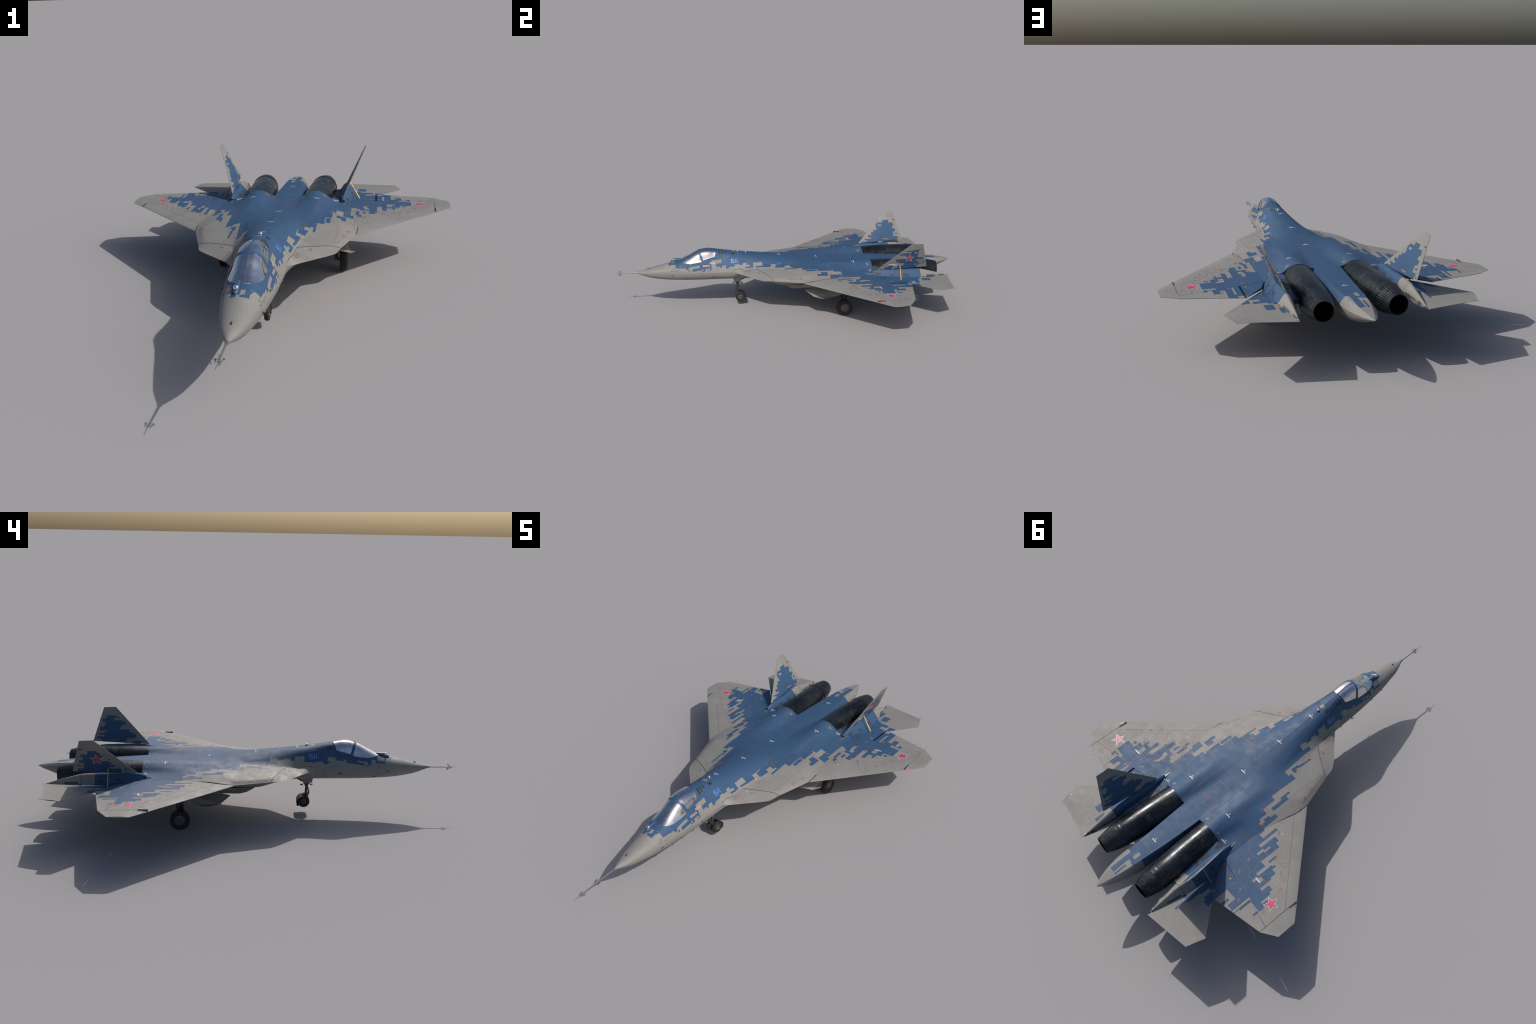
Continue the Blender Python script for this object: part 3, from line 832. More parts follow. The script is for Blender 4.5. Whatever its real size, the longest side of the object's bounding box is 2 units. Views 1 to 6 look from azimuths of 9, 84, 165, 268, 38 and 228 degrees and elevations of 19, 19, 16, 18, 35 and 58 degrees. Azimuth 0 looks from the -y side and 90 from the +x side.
# ---------------------------------------------------------------- intake nacelles under the body
def nac_ring(pts): return [tuple(p) for p in pts]
NAC = [
    [(.066, -.060, .2050), (.070, -.010, .1650), (.074, .030, .1400), (.105, .040, .1345), (.135, .045, .1338), (.150, .018, .1460), (.185, .000, .1680), (.2233, -.0159, .1915), (.150, -.050, .2060)],
    [(.064, .060, .2000), (.067, .060, .1650), (.072, .060, .1380), (.105, .060, .1330), (.135, .060, .1330), (.155, .060, .1440), (.195, .060, .1700), (.238, .060, .1960), (.150, .060, .2100)],
    [(.062, .150, .1950), (.064, .150, .1600), (.070, .150, .1380), (.105, .150, .1340), (.138, .150, .1345), (.165, .150, .1450), (.212, .150, .1640), (.250, .150, .1960), (.150, .150, .2100)],
    [(.060, .300, .1950), (.062, .300, .1600), (.068, .300, .1400), (.105, .300, .1360), (.142, .300, .1370), (.170, .300, .1480), (.208, .300, .1680), (.240, .300, .2000), (.150, .300, .2100)],
    [(.058, .420, .1950), (.062, .420, .1650), (.072, .420, .1480), (.102, .420, .1405), (.138, .420, .1415), (.166, .420, .1540), (.194, .420, .1780), (.215, .420, .2050), (.150, .420, .2100)],
    [(.058, .520, .1950), (.066, .520, .1700), (.080, .520, .1540), (.104, .520, .1465), (.138, .520, .1475), (.162, .520, .1590), (.180, .520, .1800), (.190, .520, .2050), (.150, .520, .2100)]]
def nac_interp(t):
    f = t*(len(NAC)-1); i = min(int(f), len(NAC)-2); f -= i
    return [tuple(lerp(a[c], b[c], f) for c in range(3)) for a, b in zip(NAC[i], NAC[i+1])]
nv_, nf_ = loft([nac_interp(i/30) for i in range(31)])
NACELLE = pair("intake_nacelle", nv_, nf_, M_BELLY, angle=24, fix=True)
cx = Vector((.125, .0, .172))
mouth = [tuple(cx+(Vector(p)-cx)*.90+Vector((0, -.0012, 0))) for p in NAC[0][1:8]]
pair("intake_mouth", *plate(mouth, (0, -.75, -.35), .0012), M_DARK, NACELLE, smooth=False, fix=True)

# ---------------------------------------------------------------- undercarriage
def wheel(name, loc, R, width, parent, rim_r, hub=True):
    w = width/2
    prof = [(-w*.62, rim_r*.98), (-w*.80, rim_r*1.02), (-w, R*.78), (-w*.93, R*.90), (-w*.66, R*.975), (-w*.60, R*.985), (-w*.52, R*.965), (-w*.46, R*.992), (-w*.15, R), (-w*.12, R*.975), (w*.12, R*.975), (w*.15, R),
            (w*.46, R*.992), (w*.52, R*.965), (w*.60, R*.985), (w*.66, R*.975), (w*.93, R*.90), (w, R*.78), (w*.80, rim_r*1.02), (w*.62, rim_r*.98)]
    e = bpy.data.objects.new(name, None)
    return prof, w
def add_wheel(x, y, z, R, width, rim_r, parent):
    prof, w = wheel("wheel", None, R, width, None, rim_r)
    v, f = revolve(prof, (0, 0, 0), (1, 0, 0), 56)
    t = make("tyre", v, f, M_TYRE, None, angle=40)
    rim = revolve([(-w*.55, 1e-4), (-w*.55, rim_r*.45), (-w*.40, rim_r*.6), (-w*.42, rim_r*.9), (-w*.70, rim_r), (w*.70, rim_r), (w*.42, rim_r*.9), (w*.40, rim_r*.6), (w*.62, rim_r*.45), (w*.62, 1e-4)], (0, 0, 0), (1, 0, 0), 40)
    spokes = [rim]
    for i in range(3):
        a = 2*math.pi*i/3+.5
        for sx in (-1, 1):
            spokes.append(box((sx*w*.46, math.cos(a)*rim_r*.5, math.sin(a)*rim_r*.5), (w*.18, rim_r*.34, rim_r*.34), Matrix.Rotation(a, 3, 'X')))
    v, f = join_geo(*spokes)
    r = make("wheel_rim", v, f, M_RIM, None, angle=35)
    r.parent = t; t.parent = parent
    t.location = (x, y, z)
    return t

def gear_pair(name, v, f, mat, parent=(None, None), **kw): return pair(name, v, f, mat, parent, **kw)
WX, WY, WZ, WR = .2456, .3161, .0457, .0457
legs = join_geo(rod((.2060, .3310, .1900), (.2080, .3270, .0820), .0085, 14), rod((.2080, .3270, .0850), (.2150, .3161, .0457), .0075, 14),
                rod((.2080, .3161, .0457), (.2400, .3161, .0457), .0060, 12),
                rod((.2050, .2650, .1650), (.2090, .3200, .0980), .0042), rod((.2000, .3800, .1750), (.2080, .3300, .1050), .0036),
                rod((.1500, .3280, .1500), (.2050, .3290, .1100), .0045), box((.2050, .3290, .1500), (.022, .020, .022)),
                rod((.2180, .3050, .1250), (.2200, .3000, .0700), .0018), box((.1960, .3150, .0900), (.010, .024, .030)), rod((.1900, .3200, .0720), (.2100, .3200, .0640), .0042),
                rod((.2060, .3310, .1150), (.2300, .3330, .0930), .0030))
MG = pair("main_gear_leg", *legs, M_STEEL, angle=40)
add_wheel(WX, WY, WZ, WR, .0300, .0245, MG[0]); add_wheel(-WX, WY, WZ, WR, .0300, .0245, MG[1])
door = [(.2340, .0900, .1590), (.2790, .1340, .1345), (.2920, .1850, .1230), (.2640, .2500, .1220), (.2400, .2950, .1220), (.2280, .2950, .1620), (.2310, .1500, .1700)]
dn = Vector((.50, 0, .86))
pair("main_gear_door", *plate(door, dn, .0022), M_GEARPAINT, MG, smooth=False, fix=True)
pair("main_gear_inner_door", *plate([(.176, .225, .152), (.176, .325, .152), (.170, .320, .105), (.170, .235, .105)], (1, 0, .1), .002), M_GEARPAINT, MG, smooth=False, fix=True)

NWY, NWZ, NWR = -.2602, .0543, .0285
nlegs = join_geo(rod((0, -.2700, .1850), (0, -.2730, .1300), .0095, 16), rod((0, -.2730, .1320), (0, -.2705, .0860), .0058, 14),
                 rod((0, -.2790, .1230), (0, -.2860, .0960), .0032), rod((0, -.2860, .0970), (0, -.2740, .0700), .0048, 12), rod((0, -.2730, .0900), (0, -.2730, .0760), .0062, 12),
                 rod((0, -.2740, .0740), (0, -.2602, .0543), .0055, 12), rod((-.022, -.2602, .0543), (.022, -.2602, .0543), .0050, 12),
                 rod((0, -.2700, .0880), (0, -.2600, .0940), .0014), rod((0, -.2600, .0940), (0, -.2540, .0830), .0014),
                 rod((-.0060, -.2700, .1350), (-.0060, -.2730, .0900), .0013), rod((.0060, -.2780, .1300), (.0070, -.2780, .0900), .0013),
                 box((0, -.2720, .1330), (.030, .014, .008)), rod((.0, -.2550, .1330), (.0, -.2430, .1350), .0035), rod((.0, -.2900, .1340), (.0, -.3020, .1370), .0032),
                 rod((0, -.2100, .1750), (0, -.2640, .1480), .0045), box((0, -.2720, .1560), (.026, .030, .030)))
NG = make("nose_gear_leg", *nlegs, M_STEEL, angle=40)
for sx in (-1, 1): add_wheel(sx*.0165, NWY, NWZ, NWR, .0170, .0130, NG)
guard = []
for i in range(15):
    a = math.radians(lerp(-25, 75, i/14))
    for x in (-.026, .026):
        for r in (.0318, .0332):
            guard.append((x, NWY+r*math.cos(a), NWZ-.004+r*math.sin(a)*1.0))
gf = []
for i in range(14):
    b = i*4
    for p, q in ((0, 1), (1, 3), (3, 2), (2, 0)): gf.append((b+p, b+q, b+4+q, b+4+p))
gf += [(0, 2, 3, 1), (56, 57, 59, 58)]
mg = join_geo((guard, gf), rod((-.024, -.2602, .0543), (-.024, -.2300, .0480), .0016), rod((.024, -.2602, .0543), (.024, -.2300, .0480), .0016), box((0, -.2330, .0400), (.046, .010, .014)))
make("mud_guard", *mg, M_TYRE, NG, angle=40, fix=True)
for sx in (-1, 1):
    make("nose_gear_door", *plate([(sx*.030, -.3000, .1790), (sx*.030, -.2420, .1790), (sx*.0300, -.2480, .1660), (sx*.0280, -.2600, .1520), (sx*.0270, -.2960, .1540)], (sx, 0, 0), .0018), M_GEARPAINT, NG, smooth=False, fix=True)

# ---------------------------------------------------------------- nose probe and sensors
pv = revolve([(0, .0062), (.004, .0060), (.0085, .0052), (.0090, .0032), (.112, .0023), (.120, .0012), (.1506, .0008), (.1506, 1e-5)], (0, -.8484, .2284), (0, -1, .0045), 16)
PROBE = make("air_data_probe", *pv, M_PROBE, angle=40, fix=True)
vanes = []
for k in range(4):
    a = math.radians(90*k+4)
    d = Vector((math.cos(a), 0, math.sin(a)))
    t = Vector((-d.z, 0, d.x))
    c = Vector((0, -.9560, .2289))
    vanes.append(rod(c, c+d*.0085, .0009, 8))
    e = c+d*.0085
    vanes.append(rod(e+Vector((0, -.009, 0)), e+Vector((0, .006, 0)), .0009, 8))
    vanes.append(plate([e+Vector((0, .0045, 0))-d*.001-t*.0005, e+Vector((0, .0135, 0))-d*.001-t*.0005, e+Vector((0, .0135, 0))+d*.0058-t*.0005, e+Vector((0, .0055, 0))+d*.0058-t*.0005], t, .0010))
    a += math.radians(45)
    d = Vector((math.cos(a), 0, math.sin(a)))
    vanes.append(rod(c+Vector((0, .010, 0)), c+d*.0060+Vector((0, .006, 0)), .0006, 6))
make("probe_vane", *join_geo(*vanes), M_PROBE, PROBE, angle=40, fix=True)

def ball(name, c, r, mat, parent=None):
    prof = [(-r*math.cos(math.pi*i/20), max(r*math.sin(math.pi*i/20), 1e-5)) for i in range(21)]
    return make(name, *revolve(prof, c, (0, 0, 1), 32), mat, parent, angle=60)
ball("infrared_search_ball", (-.0128, -.6400, .2938), .0086, M_CHROME)
IR = make("infrared_search_housing", *revolve([(0, 1e-4), (0, .0075), (.006, .0080), (.024, .0078), (.040, .0062), (.050, .0034), (.052, 1e-4)], (-.0128, -.6370, .2920), (0, 1, .06), 20), M_FRAME, angle=50)
make("infrared_search_base", *revolve([(-.018, 1e-4), (-.014, .0056), (-.004, .0086), (.012, .0088), (.030, .0056), (.034, 1e-4)], (-.0128, -.6420, .2836), (0, 1, .25), 20), M_FRAME, IR, angle=50)
ball("missile_warning_ball", (0, -.2674, .3322), .0072, M_CHROME)
make("missile_warning_mount", *revolve([(0, .0105), (.0030, .0088), (.0050, .0066), (.0050, 1e-4)], (0, -.2674, .3255), (0, 0, 1), 20), M_STEEL, angle=50)
#DETAILS-BEGIN
# ---------------------------------------------------------------- markings, vents, small fittings
bpy.context.view_layer.update()
def tree_of(objs):
    V, F = [], []
    for o in objs:
        k = len(V)
        V += [v.co.copy() for v in o.data.vertices]
        F += [[k+i for i in p.vertices] for p in o.data.polygons]
    return BVHTree.FromPolygons(V, F)
ALLSKIN = [o for o in bpy.data.objects if o.type == 'MESH' and o.name.split(".")[0] in
           ("fuselage", "radome", "leading_edge_vortex_flap", "wing", "leading_edge_slat", "flap", "aileron", "tail_fin", "stabilator", "tail_boom",
            "boom_shelf", "boom_tail_cone", "tail_sting", "engine_casing", "intake_nacelle", "exhaust_ring")]
TREE = tree_of(ALLSKIN)
DOWN = Vector((0, 0, -1))
def inward(p):
    """direction from a point near the skin into it"""
    loc, n, i, d = TREE.find_nearest(Vector(p))
    return -n
def drape(pts, d, lift):
    out = []
    for p in pts:
        p = Vector(p); h = TREE.ray_cast(p-d*.03, d, .08)
        if h[0] is None:
            loc, n, i, dist = TREE.find_nearest(p); out.append(loc-d*lift)
        else:
            n = h[1] if h[1].dot(d) < 0 else -h[1]
            out.append(h[0]+n*lift)
    return out
def draped_poly(outline, d=None, lift=.0004, maxlen=.006):
    """polygon laid on the skin; returns verts, faces"""
    c = sum((Vector(p) for p in outline), Vector())/len(outline)
    d = Vector(d).normalized() if d is not None else inward(c)
    bm = bmesh.new()
    vs = [bm.verts.new(p) for p in outline]
    bm.faces.new(vs)
    bmesh.ops.triangulate(bm, faces=bm.faces)
    for _ in range(5):
        es = [e for e in bm.edges if e.calc_length() > maxlen]
        if not es: break
        bmesh.ops.subdivide_edges(bm, edges=es, cuts=1)
        bmesh.ops.triangulate(bm, faces=bm.faces)
    bm.verts.index_update()
    V = drape([v.co.copy() for v in bm.verts], d, lift)
    F = []
    for f in bm.faces:
        q = [v.index for v in f.verts]
        n = (V[q[1]]-V[q[0]]).cross(V[q[2]]-V[q[0]])
        F.append(tuple(q) if n.dot(d) < 0 else tuple(reversed(q)))
    bm.free()
    return V, F
def decal(name, polys, mat, d=None, lift=.0004, parent=None, stuff=False, maxlen=.006):
    geo = join_geo(*[draped_poly(p, d, lift, maxlen) for p in polys])
    ob = make(name, *geo, mat, parent, angle=60)
    if stuff: ob["kind"] = "stuff"
    return ob
def quad(c, e1, e2, w, h):
    c, e1, e2 = Vector(c), Vector(e1).normalized(), Vector(e2).normalized()
    return [c-e1*w/2-e2*h/2, c+e1*w/2-e2*h/2, c+e1*w/2+e2*h/2, c-e1*w/2+e2*h/2]
X, Y, Z = Vector((1, 0, 0)), Vector((0, 1, 0)), Vector((0, 0, 1))
mir = lambda pts: [Vector((-p[0], p[1], p[2])) for p in pts]
FUS = FUSELAGE

# stars: white, blue and red layers
def star_poly(c, e1, e2, R, r=None):
    r = R*.40 if r is None else r
    return [Vector(c)+(Vector(e1)*math.sin(math.pi*i/5)+Vector(e2)*math.cos(math.pi*i/5))*(R if i % 2 == 0 else r) for i in range(10)]
def insignia(c, e1, e2, d, R, parent):
    a = decal("red_star_insignia", [star_poly(c, e1, e2, R*.70)], M_RED, d, .00085, parent)
    b = decal("star_outline", [star_poly(c, e1, e2, R*.86)], M_INK, d, .0006, parent)
    w = decal("star_outline", [star_poly(c, e1, e2, R, R*.42)], M_WHITE, d, .0004, parent)
for s, wi in ((1, 0), (-1, 1)):
    insignia((s*.5456, .5010, .229), X, -Y, DOWN, .0355, WING[wi])
fn = (Vector(FIN_Q[1])-Vector(FIN_Q[0])).cross(Vector(FIN_Q[3])-Vector(FIN_Q[0])).normalized()
if fn.x < 0: fn = -fn
fup = (Z-fn*Z.dot(fn)).normalized()
def fin_pt(s, y, z):
    """point of the fin plane at given y and height, s=+1 right fin"""
    p0 = Vector(FIN_Q[0]); p = Vector((0, y, z))
    x = p0.x-((p.y-p0.y)*fn.y+(p.z-p0.z)*fn.z)/fn.x
    return Vector((s*x, y, z))
for s, i in ((1, 0), (-1, 1)):
    n = Vector((s*fn.x, fn.y, fn.z)); u = Vector((s*fup.x, fup.y, fup.z))
    insignia(fin_pt(s, .6708, .3365), Y*(1 if s > 0 else -1), u, -n, .0305, FIN[i])

# numbers, built from bars
def bars5(o, w, h, k):
    """a square-cut figure 5 in unit coords -> list of (x0,x1,y0,y1)"""
    t = k
    return [(0, w, h-t, h), (0, t, h/2, h), (0, w, h/2-t/2, h/2+t/2), (w-t, w, 0, h/2), (0, w, 0, t)]
def write_number(side, y0, zt, zb, xt, xb, mat, name, dirn, parent, sc=1.0):
    """511 on the fuselage side; reads from front to back on the +x side, back to front on the -x side"""
    L = .0165; H = 1.0
    def P(u, v):     # u metres along reading direction, v 0..1 height
        yy = y0+u*(1 if side > 0 else -1)
        return Vector((side*lerp(xb, xt, v), yy, lerp(zb, zt, v)))
    polys = []
    t = .0038; tv = .17
    for (a, b, c, d) in [(0, L, 1-tv, 1), (0, t, .46, 1), (0, L, .42, .42+tv), (L-t, L, 0, .5), (0, L, 0, tv)]:
        polys.append([P(a, c), P(b, c), P(b, d), P(a, d)])
    for u in (.0222, .0328):
        polys.append([P(u, 0), P(u+t, 0), P(u+t, 1), P(u, 1)])
    return decal(name, polys, mat, dirn, .0004, parent)
write_number(1, -.3112, .3036, .2840, .0555, .0690, M_NUMBER, "side_number", (-.83, 0, -.55), FUS)
write_number(-1, -.2748, .3026, .2828, .0563, .0701, M_NUMBER, "side_number", (.83, 0, -.55), FUS)
def fin_number(s, y0, parent):
    n = Vector((s*fn.x, fn.y, fn.z)); dr = 1 if s > 0 else -1
    P = lambda u, v: fin_pt(s, y0+u*dr-.006*(v-.5)*-dr*0+.004*dr*v, lerp(.2735, .2940, v))
    t, L, tv = .0034, .0145, .17
    polys = [[P(a, c), P(b, c), P(b, d), P(a, d)] for (a, b, c, d) in
             [(0, L, 1-tv, 1), (0, t, .46, 1), (0, L, .42, .42+tv), (L-t, L, 0, .5), (0, L, 0, tv)]+[(.0205, .0239, 0, 1), (.0205, .0300, 0, tv), (.0335, .0369, 0, 1)]]
    decal("fin_number", polys, M_FINNUM, -n, .0005, parent)
fin_number(1, .6520, FIN[0]); fin_number(-1, .6930, FIN[1])
# swift-like wing badge on the right fin
nR = -fn
body = [fin_pt(1, a, b) for a, b in ((.5570, .2880), (.5595, .2945), (.5680, .2990), (.5890, .3000), (.6020, .2968), (.6190, .2957), (.6060, .2905), (.5960, .2885), (.5800, .2915), (.5670, .2905))]
decal("fin_badge", [body], M_WHITE, nR, .0005, FIN[0])
belly = [fin_pt(1, a, b) for a, b in ((.5570, .2878), (.5670, .2905), (.5800, .2918), (.5870, .2868), (.5940, .2855), (.5860, .2825), (.5790, .2795), (.5680, .2790), (.5600, .2820))]
decal("fin_badge", [belly], M_INK, nR, .0006, FIN[0])
# warning labels low on the inner fin faces
for s, i in ((1, 0), (-1, 1)):
    n = Vector((s*fn.x, fn.y, fn.z))
    decal("fin_label", [[fin_pt(s, .6570, .2755+.001), fin_pt(s, .6925, .2745), fin_pt(s, .6925, .2802), fin_pt(s, .6570, .2818)]], M_DASH, n, .0008, FIN[i])
    decal("fin_label", [[fin_pt(s, .6585, .2772), fin_pt(s, .6910, .2758), fin_pt(s, .6910, .2790), fin_pt(s, .6585, .2805)]], M_PANEL, n, .0011, FIN[i])
    for (yy, zz) in ((.6490, .3930),):
        for dd in (n, -n):
            decal("fin_tick", [quad(fin_pt(s, yy, zz), Y, Z, .0042, .0085)], M_YELLOW, dd, .0009, FIN[i])

# walkway reference marks: bar and dot
marks = []
for (x, y, wd) in ((0, -.2212, .024), (0, -.0272, .0260), (0, .1922, .0252), (.1298, .3880, .0235), (-.1298, .3880, .0235), (.2018, .4712, .0250), (-.2018, .4712, .0250), (0, .6940, .0240)):
    marks.append([Vector((x-wd/2, y-.0022, .35)), Vector((x+wd/2, y-.0022, .35)), Vector((x+wd/2, y+.0022, .35)), Vector((x-wd/2, y+.0022, .35))])
    marks.append([Vector((x-.0025, y-.0115, .35)), Vector((x+.0025, y-.0115, .35)), Vector((x+.0025, y-.0070, .35)), Vector((x-.0025, y-.0070, .35))])
def drop(pts):
    out = []
    for p in pts:
        h = TREE.ray_cast(Vector((p[0], p[1], .45)), DOWN)
        out.append(h[0] if h[0] is not None else Vector(p))
    return out
def plan(pts, name, mat, lift=.0004, parent=None, stuff=False, maxlen=.006):
    """outlines given as (x, y) and dropped on the skin from above"""
    polys = [drop([(a[0], a[1], 0) for a in p]) for p in pts]
    return decal(name, polys, mat, DOWN, lift, parent, stuff, maxlen)
plan(marks, "reference_mark", M_WHITE, .0005, FUS)
R4 = lambda x0, x1, y0, y1: [(x0, y0), (x1, y0), (x1, y1), (x0, y1)]
plan([R4(-.4425, -.4142, .4718, .4775)], "wing_mark", M_WHITE, .0005, WING[1])
plan([R4(.4150, .4460, .4735, .4785)], "wing_mark", M_WHITE, .0005, WING[0])
def oval(cx, cy, rx, ry, n=24): return [(cx+rx*math.cos(2*math.pi*i/n), cy+ry*math.sin(2*math.pi*i/n)) for i in range(n)]
plan([oval(-.0793, .4622, .0078, .0078)], "round_cover", M_PANEL, .0005, FUS); plan([oval(.1591, .4616, .0085, .0078)], "round_cover", M_PANEL, .0005, FUS)
plan([oval(-.0010, -.2955, .0115, .0115)], "round_cover", M_PANEL, .0005, FUS)
for p in (R4(-.096, -.0807, .427, .4397), R4(-.0965, -.0810, .4550, .4670), R4(.0807, .090, .4560, .4670) if False else R4(.140, .1500, .4570, .4672), R4(.0975, .1240, .0295, .0487)):
    plan([p], "access_panel", M_BROWN, .0005, FUS)
plan([R4(.0750, .0790, .4670, .4765), R4(-.1665, -.1587, .4656, .4750)], "access_panel", M_PANEL, .0005, FUS)
for s in (1, -1):
    plan([[(s*a, b) for a, b in ((.1885, .5580), (.2040, .5568), (.2055, .5972), (.1885, .5985))]], "boom_grille", M_VENT, .0005, BOOM[0 if s > 0 else 1])
# louvres behind the canopy
for s in (1, -1):
    d = Vector((-s*.62, 0, -.78))
    for (ya, yb, x0, z0, x1, z1) in ((-.3800, -.3690, .0192, .3435, .0408, .3230), (-.3613, -.3535, .0188, .3408, .0388, .3258), (-.3443, -.3370, .0190, .3384, .0325, .3310)):
        decal("louvre", [[Vector((s*x0, ya, z0)), Vector((s*x0, yb, z0)), Vector((s*x1, yb, z1)), Vector((s*x1, ya, z1))]], M_VENT, d, .0005, FUS)
    decal("louvre", [[Vector((s*.0220, -.3063, .3320)), Vector((s*.0218, -.2880, .3295)), Vector((s*.0352, -.2870, .3236)), Vector((s*.0358, -.3058, .3246))]], M_VENT, d, .0005, FUS)
d = Vector((.62, 0, -.78))
decal("louvre", [[Vector((-.0224, -.3132, .3328)), Vector((-.0359, -.3281, .3267)), Vector((-.0352, -.3126, .3257))]], M_VENT, d, .0005, FUS)
# hatches on the engine casings
for s, i in ((1, 0), (-1, 1)):
    u = s
    decal("engine_hatch", [[Vector((s*.1080, .6630, .275)), Vector((s*.1065, .6380, .275)), Vector((s*.0775, .6370, .257)), Vector((s*.0785, .6625, .257))]], M_HATCH, Vector((s*.35, 0, -.9)), .0005, ENGINE[i])
    decal("engine_hatch", [[Vector((s*.1560, .6640, .272)), Vector((s*.1545, .6370, .273)), Vector((s*.1785, .6335, .256)), Vector((s*.1800, .6610, .254))]], M_HATCH, Vector((-s*.45, 0, -.9)), .0005, ENGINE[i])
    decal("engine_hatch", [[Vector((s*a, b, .27)) for a, b in oval(.150, .545, .011, .010)]], M_HATCH, Vector((-s*.3, 0, -.95)), .0005, ENGINE[i])

# red dashed maintenance lines
def dashes(polyline, w=.0016, dash=.0058, gap=.0046):
    out = []
    for a, b in zip(polyline, polyline[1:]):
        a, b = Vector((*a, 0)), Vector((*b, 0)); L = (b-a).length; e = (b-a)/L; n = Vector((-e.y, e.x, 0))*w/2
        k = 0.0
        while k < L:
            p, q = a+e*k, a+e*min(k+dash, L)
            out.append([p-n, q-n, q+n, p+n]); k += dash+gap
    return out
SIDE_LINES = [
    [(.2300, -.0708), (.2312, .1223), (.1268, .1271), (.1495, .2305), (.2897, .2285)],
    [(.1367, .2388), (.2759, .2309)],
    [(.2384, -.0656), (.2640, .0175), (.2909, .1056), (.2890, .1837), (.2909, .2271)],
    [(.1367, .2388), (.1554, .3884), (.2634, .3861), (.2660, .2975)],
    [(.3035, .3245), (.3826, .3249), (.3843, .3566), (.4677, .3572), (.4561, .3453), (.4680, .3330)],
    [(.3015, .3228), (.2956, .2415), (.4379, .3450), (.4600, .3250)],
    [(.2958, .3690), (.2946, .4154), (.3727, .4146), (.3743, .3701), (.2958, .3690)],
    [(.2959, .4682), (.3831, .4685), (.3836, .4906), (.4857, .4916), (.4877, .4670)],
    [(.3821, .4238), (.3843, .4539), (.4788, .4546), (.5777, .4705), (.5798, .5245), (.5990, .5600)],
    [(.4842, .4031), (.4897, .3674), (.5000, .3900), (.5016, .4326), (.5822, .4559)],
    [(.3164, .5230), (.3480, .5330), (.4625, .5530), (.5498, .5653), (.5900, .5770)],
    [(.1050, -.1000), (.1400, -.0990), (.1420, -.0560), (.1080, -.0560)]]
MID_LINES = [[(.0791, .2423), (-.0788, .2398), (-.0813, .3877), (.0792, .3872), (.0791, .2423)],
    [(.0368, .2968), (-.0371, .2961), (-.0370, .3315), (.0378, .3316), (.0368, .2968)],
    [(.0523, .4700), (.0523, .4031), (-.0494, .3989), (-.0500, .4700)],
    [(.0900, .0100), (.0900, .0650), (.1600, .0700), (.1600, .0350)],
    [(-.0380, .6600), (-.0380, .7350), (.0380, .7350), (.0380, .6600)],
    [(-.0160, .8700), (.0140, .8700), (.0140, .9000), (-.0160, .9000)]]
def dash_object(lines, name, parent):
    V, F = [], []
    for ln in lines:
        for q in dashes(ln):
            pts = []
            ok = True
            for p in q:
                h = TREE.ray_cast(Vector((p.x, p.y, .45)), DOWN)
                if h[0] is None: ok = False; break
                pts.append(h[0]+h[1]*.0004)
            if not ok or max(p.z for p in pts)-min(p.z for p in pts) > .006: continue
            n = (pts[1]-pts[0]).cross(pts[2]-pts[0])
            k = len(V); V += pts
            F.append((k, k+1, k+2, k+3) if n.z > 0 else (k+3, k+2, k+1, k))
    ob = make(name, V, F, M_DASH, parent, smooth=False); ob["kind"] = "stuff"
dash_object(SIDE_LINES, "stencil_line", WING[0])
dash_object([[(-a, b) for a, b in ln] for ln in SIDE_LINES], "stencil_line", WING[1])
dash_object(MID_LINES, "stencil_line", FUS)
# small red notes beside the panels
notes = []
rnd = random.Random(8)
for s in (1, -1):
    for (x, y) in ((.256, .004), (.268, .060), (.196, .250), (.250, .290), (.330, .440), (.345, .505), (.410, .555), (.465, .375), (.520, .425), (.440, .590), (.545, .545), (.395, .335), (.150, -.165), (.320, .260)):
        x *= s
        notes.append(R4(x-.0035, x+.0035, y-.003, y+.003)); notes.append(R4(x+.005*s, x+.008*s, y-.001, y+.013))
plan(notes, "stencil_note", M_DASH, .0005, FUS, stuff=True)
frame_boxes = []
for s in (1, -1):
    a, b, c, d = s*.1100, s*.1185, -.2420, -.2060
    for r in (R4(a, b, c, c+.0022), R4(a, b, d-.0022, d), R4(a, a+s*.0018, c, d), R4(b-s*.0018, b, c, d)): frame_boxes.append(r)
plan(frame_boxes, "stencil_note", M_DASH, .0006, FUS, stuff=True)
yel = []
for s in (1, -1):
    for (x, y) in ((.3462, .5561), (.3375, .2556), (.1328, -.1709), (.1180, -.0860), (.2440, .8940), (.4470, .8318), (.2990, .6240)):
        yel.append(R4(s*x-.0035, s*x+.0035, y-.0025, y+.0028))
plan(yel, "lifting_mark", M_YELLOW, .0009, WING[0], stuff=True)
plan([R4(s*.1500-.004, s*.1500+.004, -.2265-.0022, -.2265+.0022) for s in (1, -1)], "position_lamp", M_ORANGE, .0008, FUS)
for s in (1, -1):
    decal("position_lamp", [quad((s*.0500, -.7030, .2205), Y, Z, .0055, .0042)], M_ORANGE, Vector((-s*.9, 0, .4)), .0006, SKIN["radome"])
    decal("position_lamp", [quad((s*.0280, .9470, .2105), Y, Z, .0075, .0055)], M_ORANGE, Vector((-s*.85, -.3, .45)), .0006, STING)

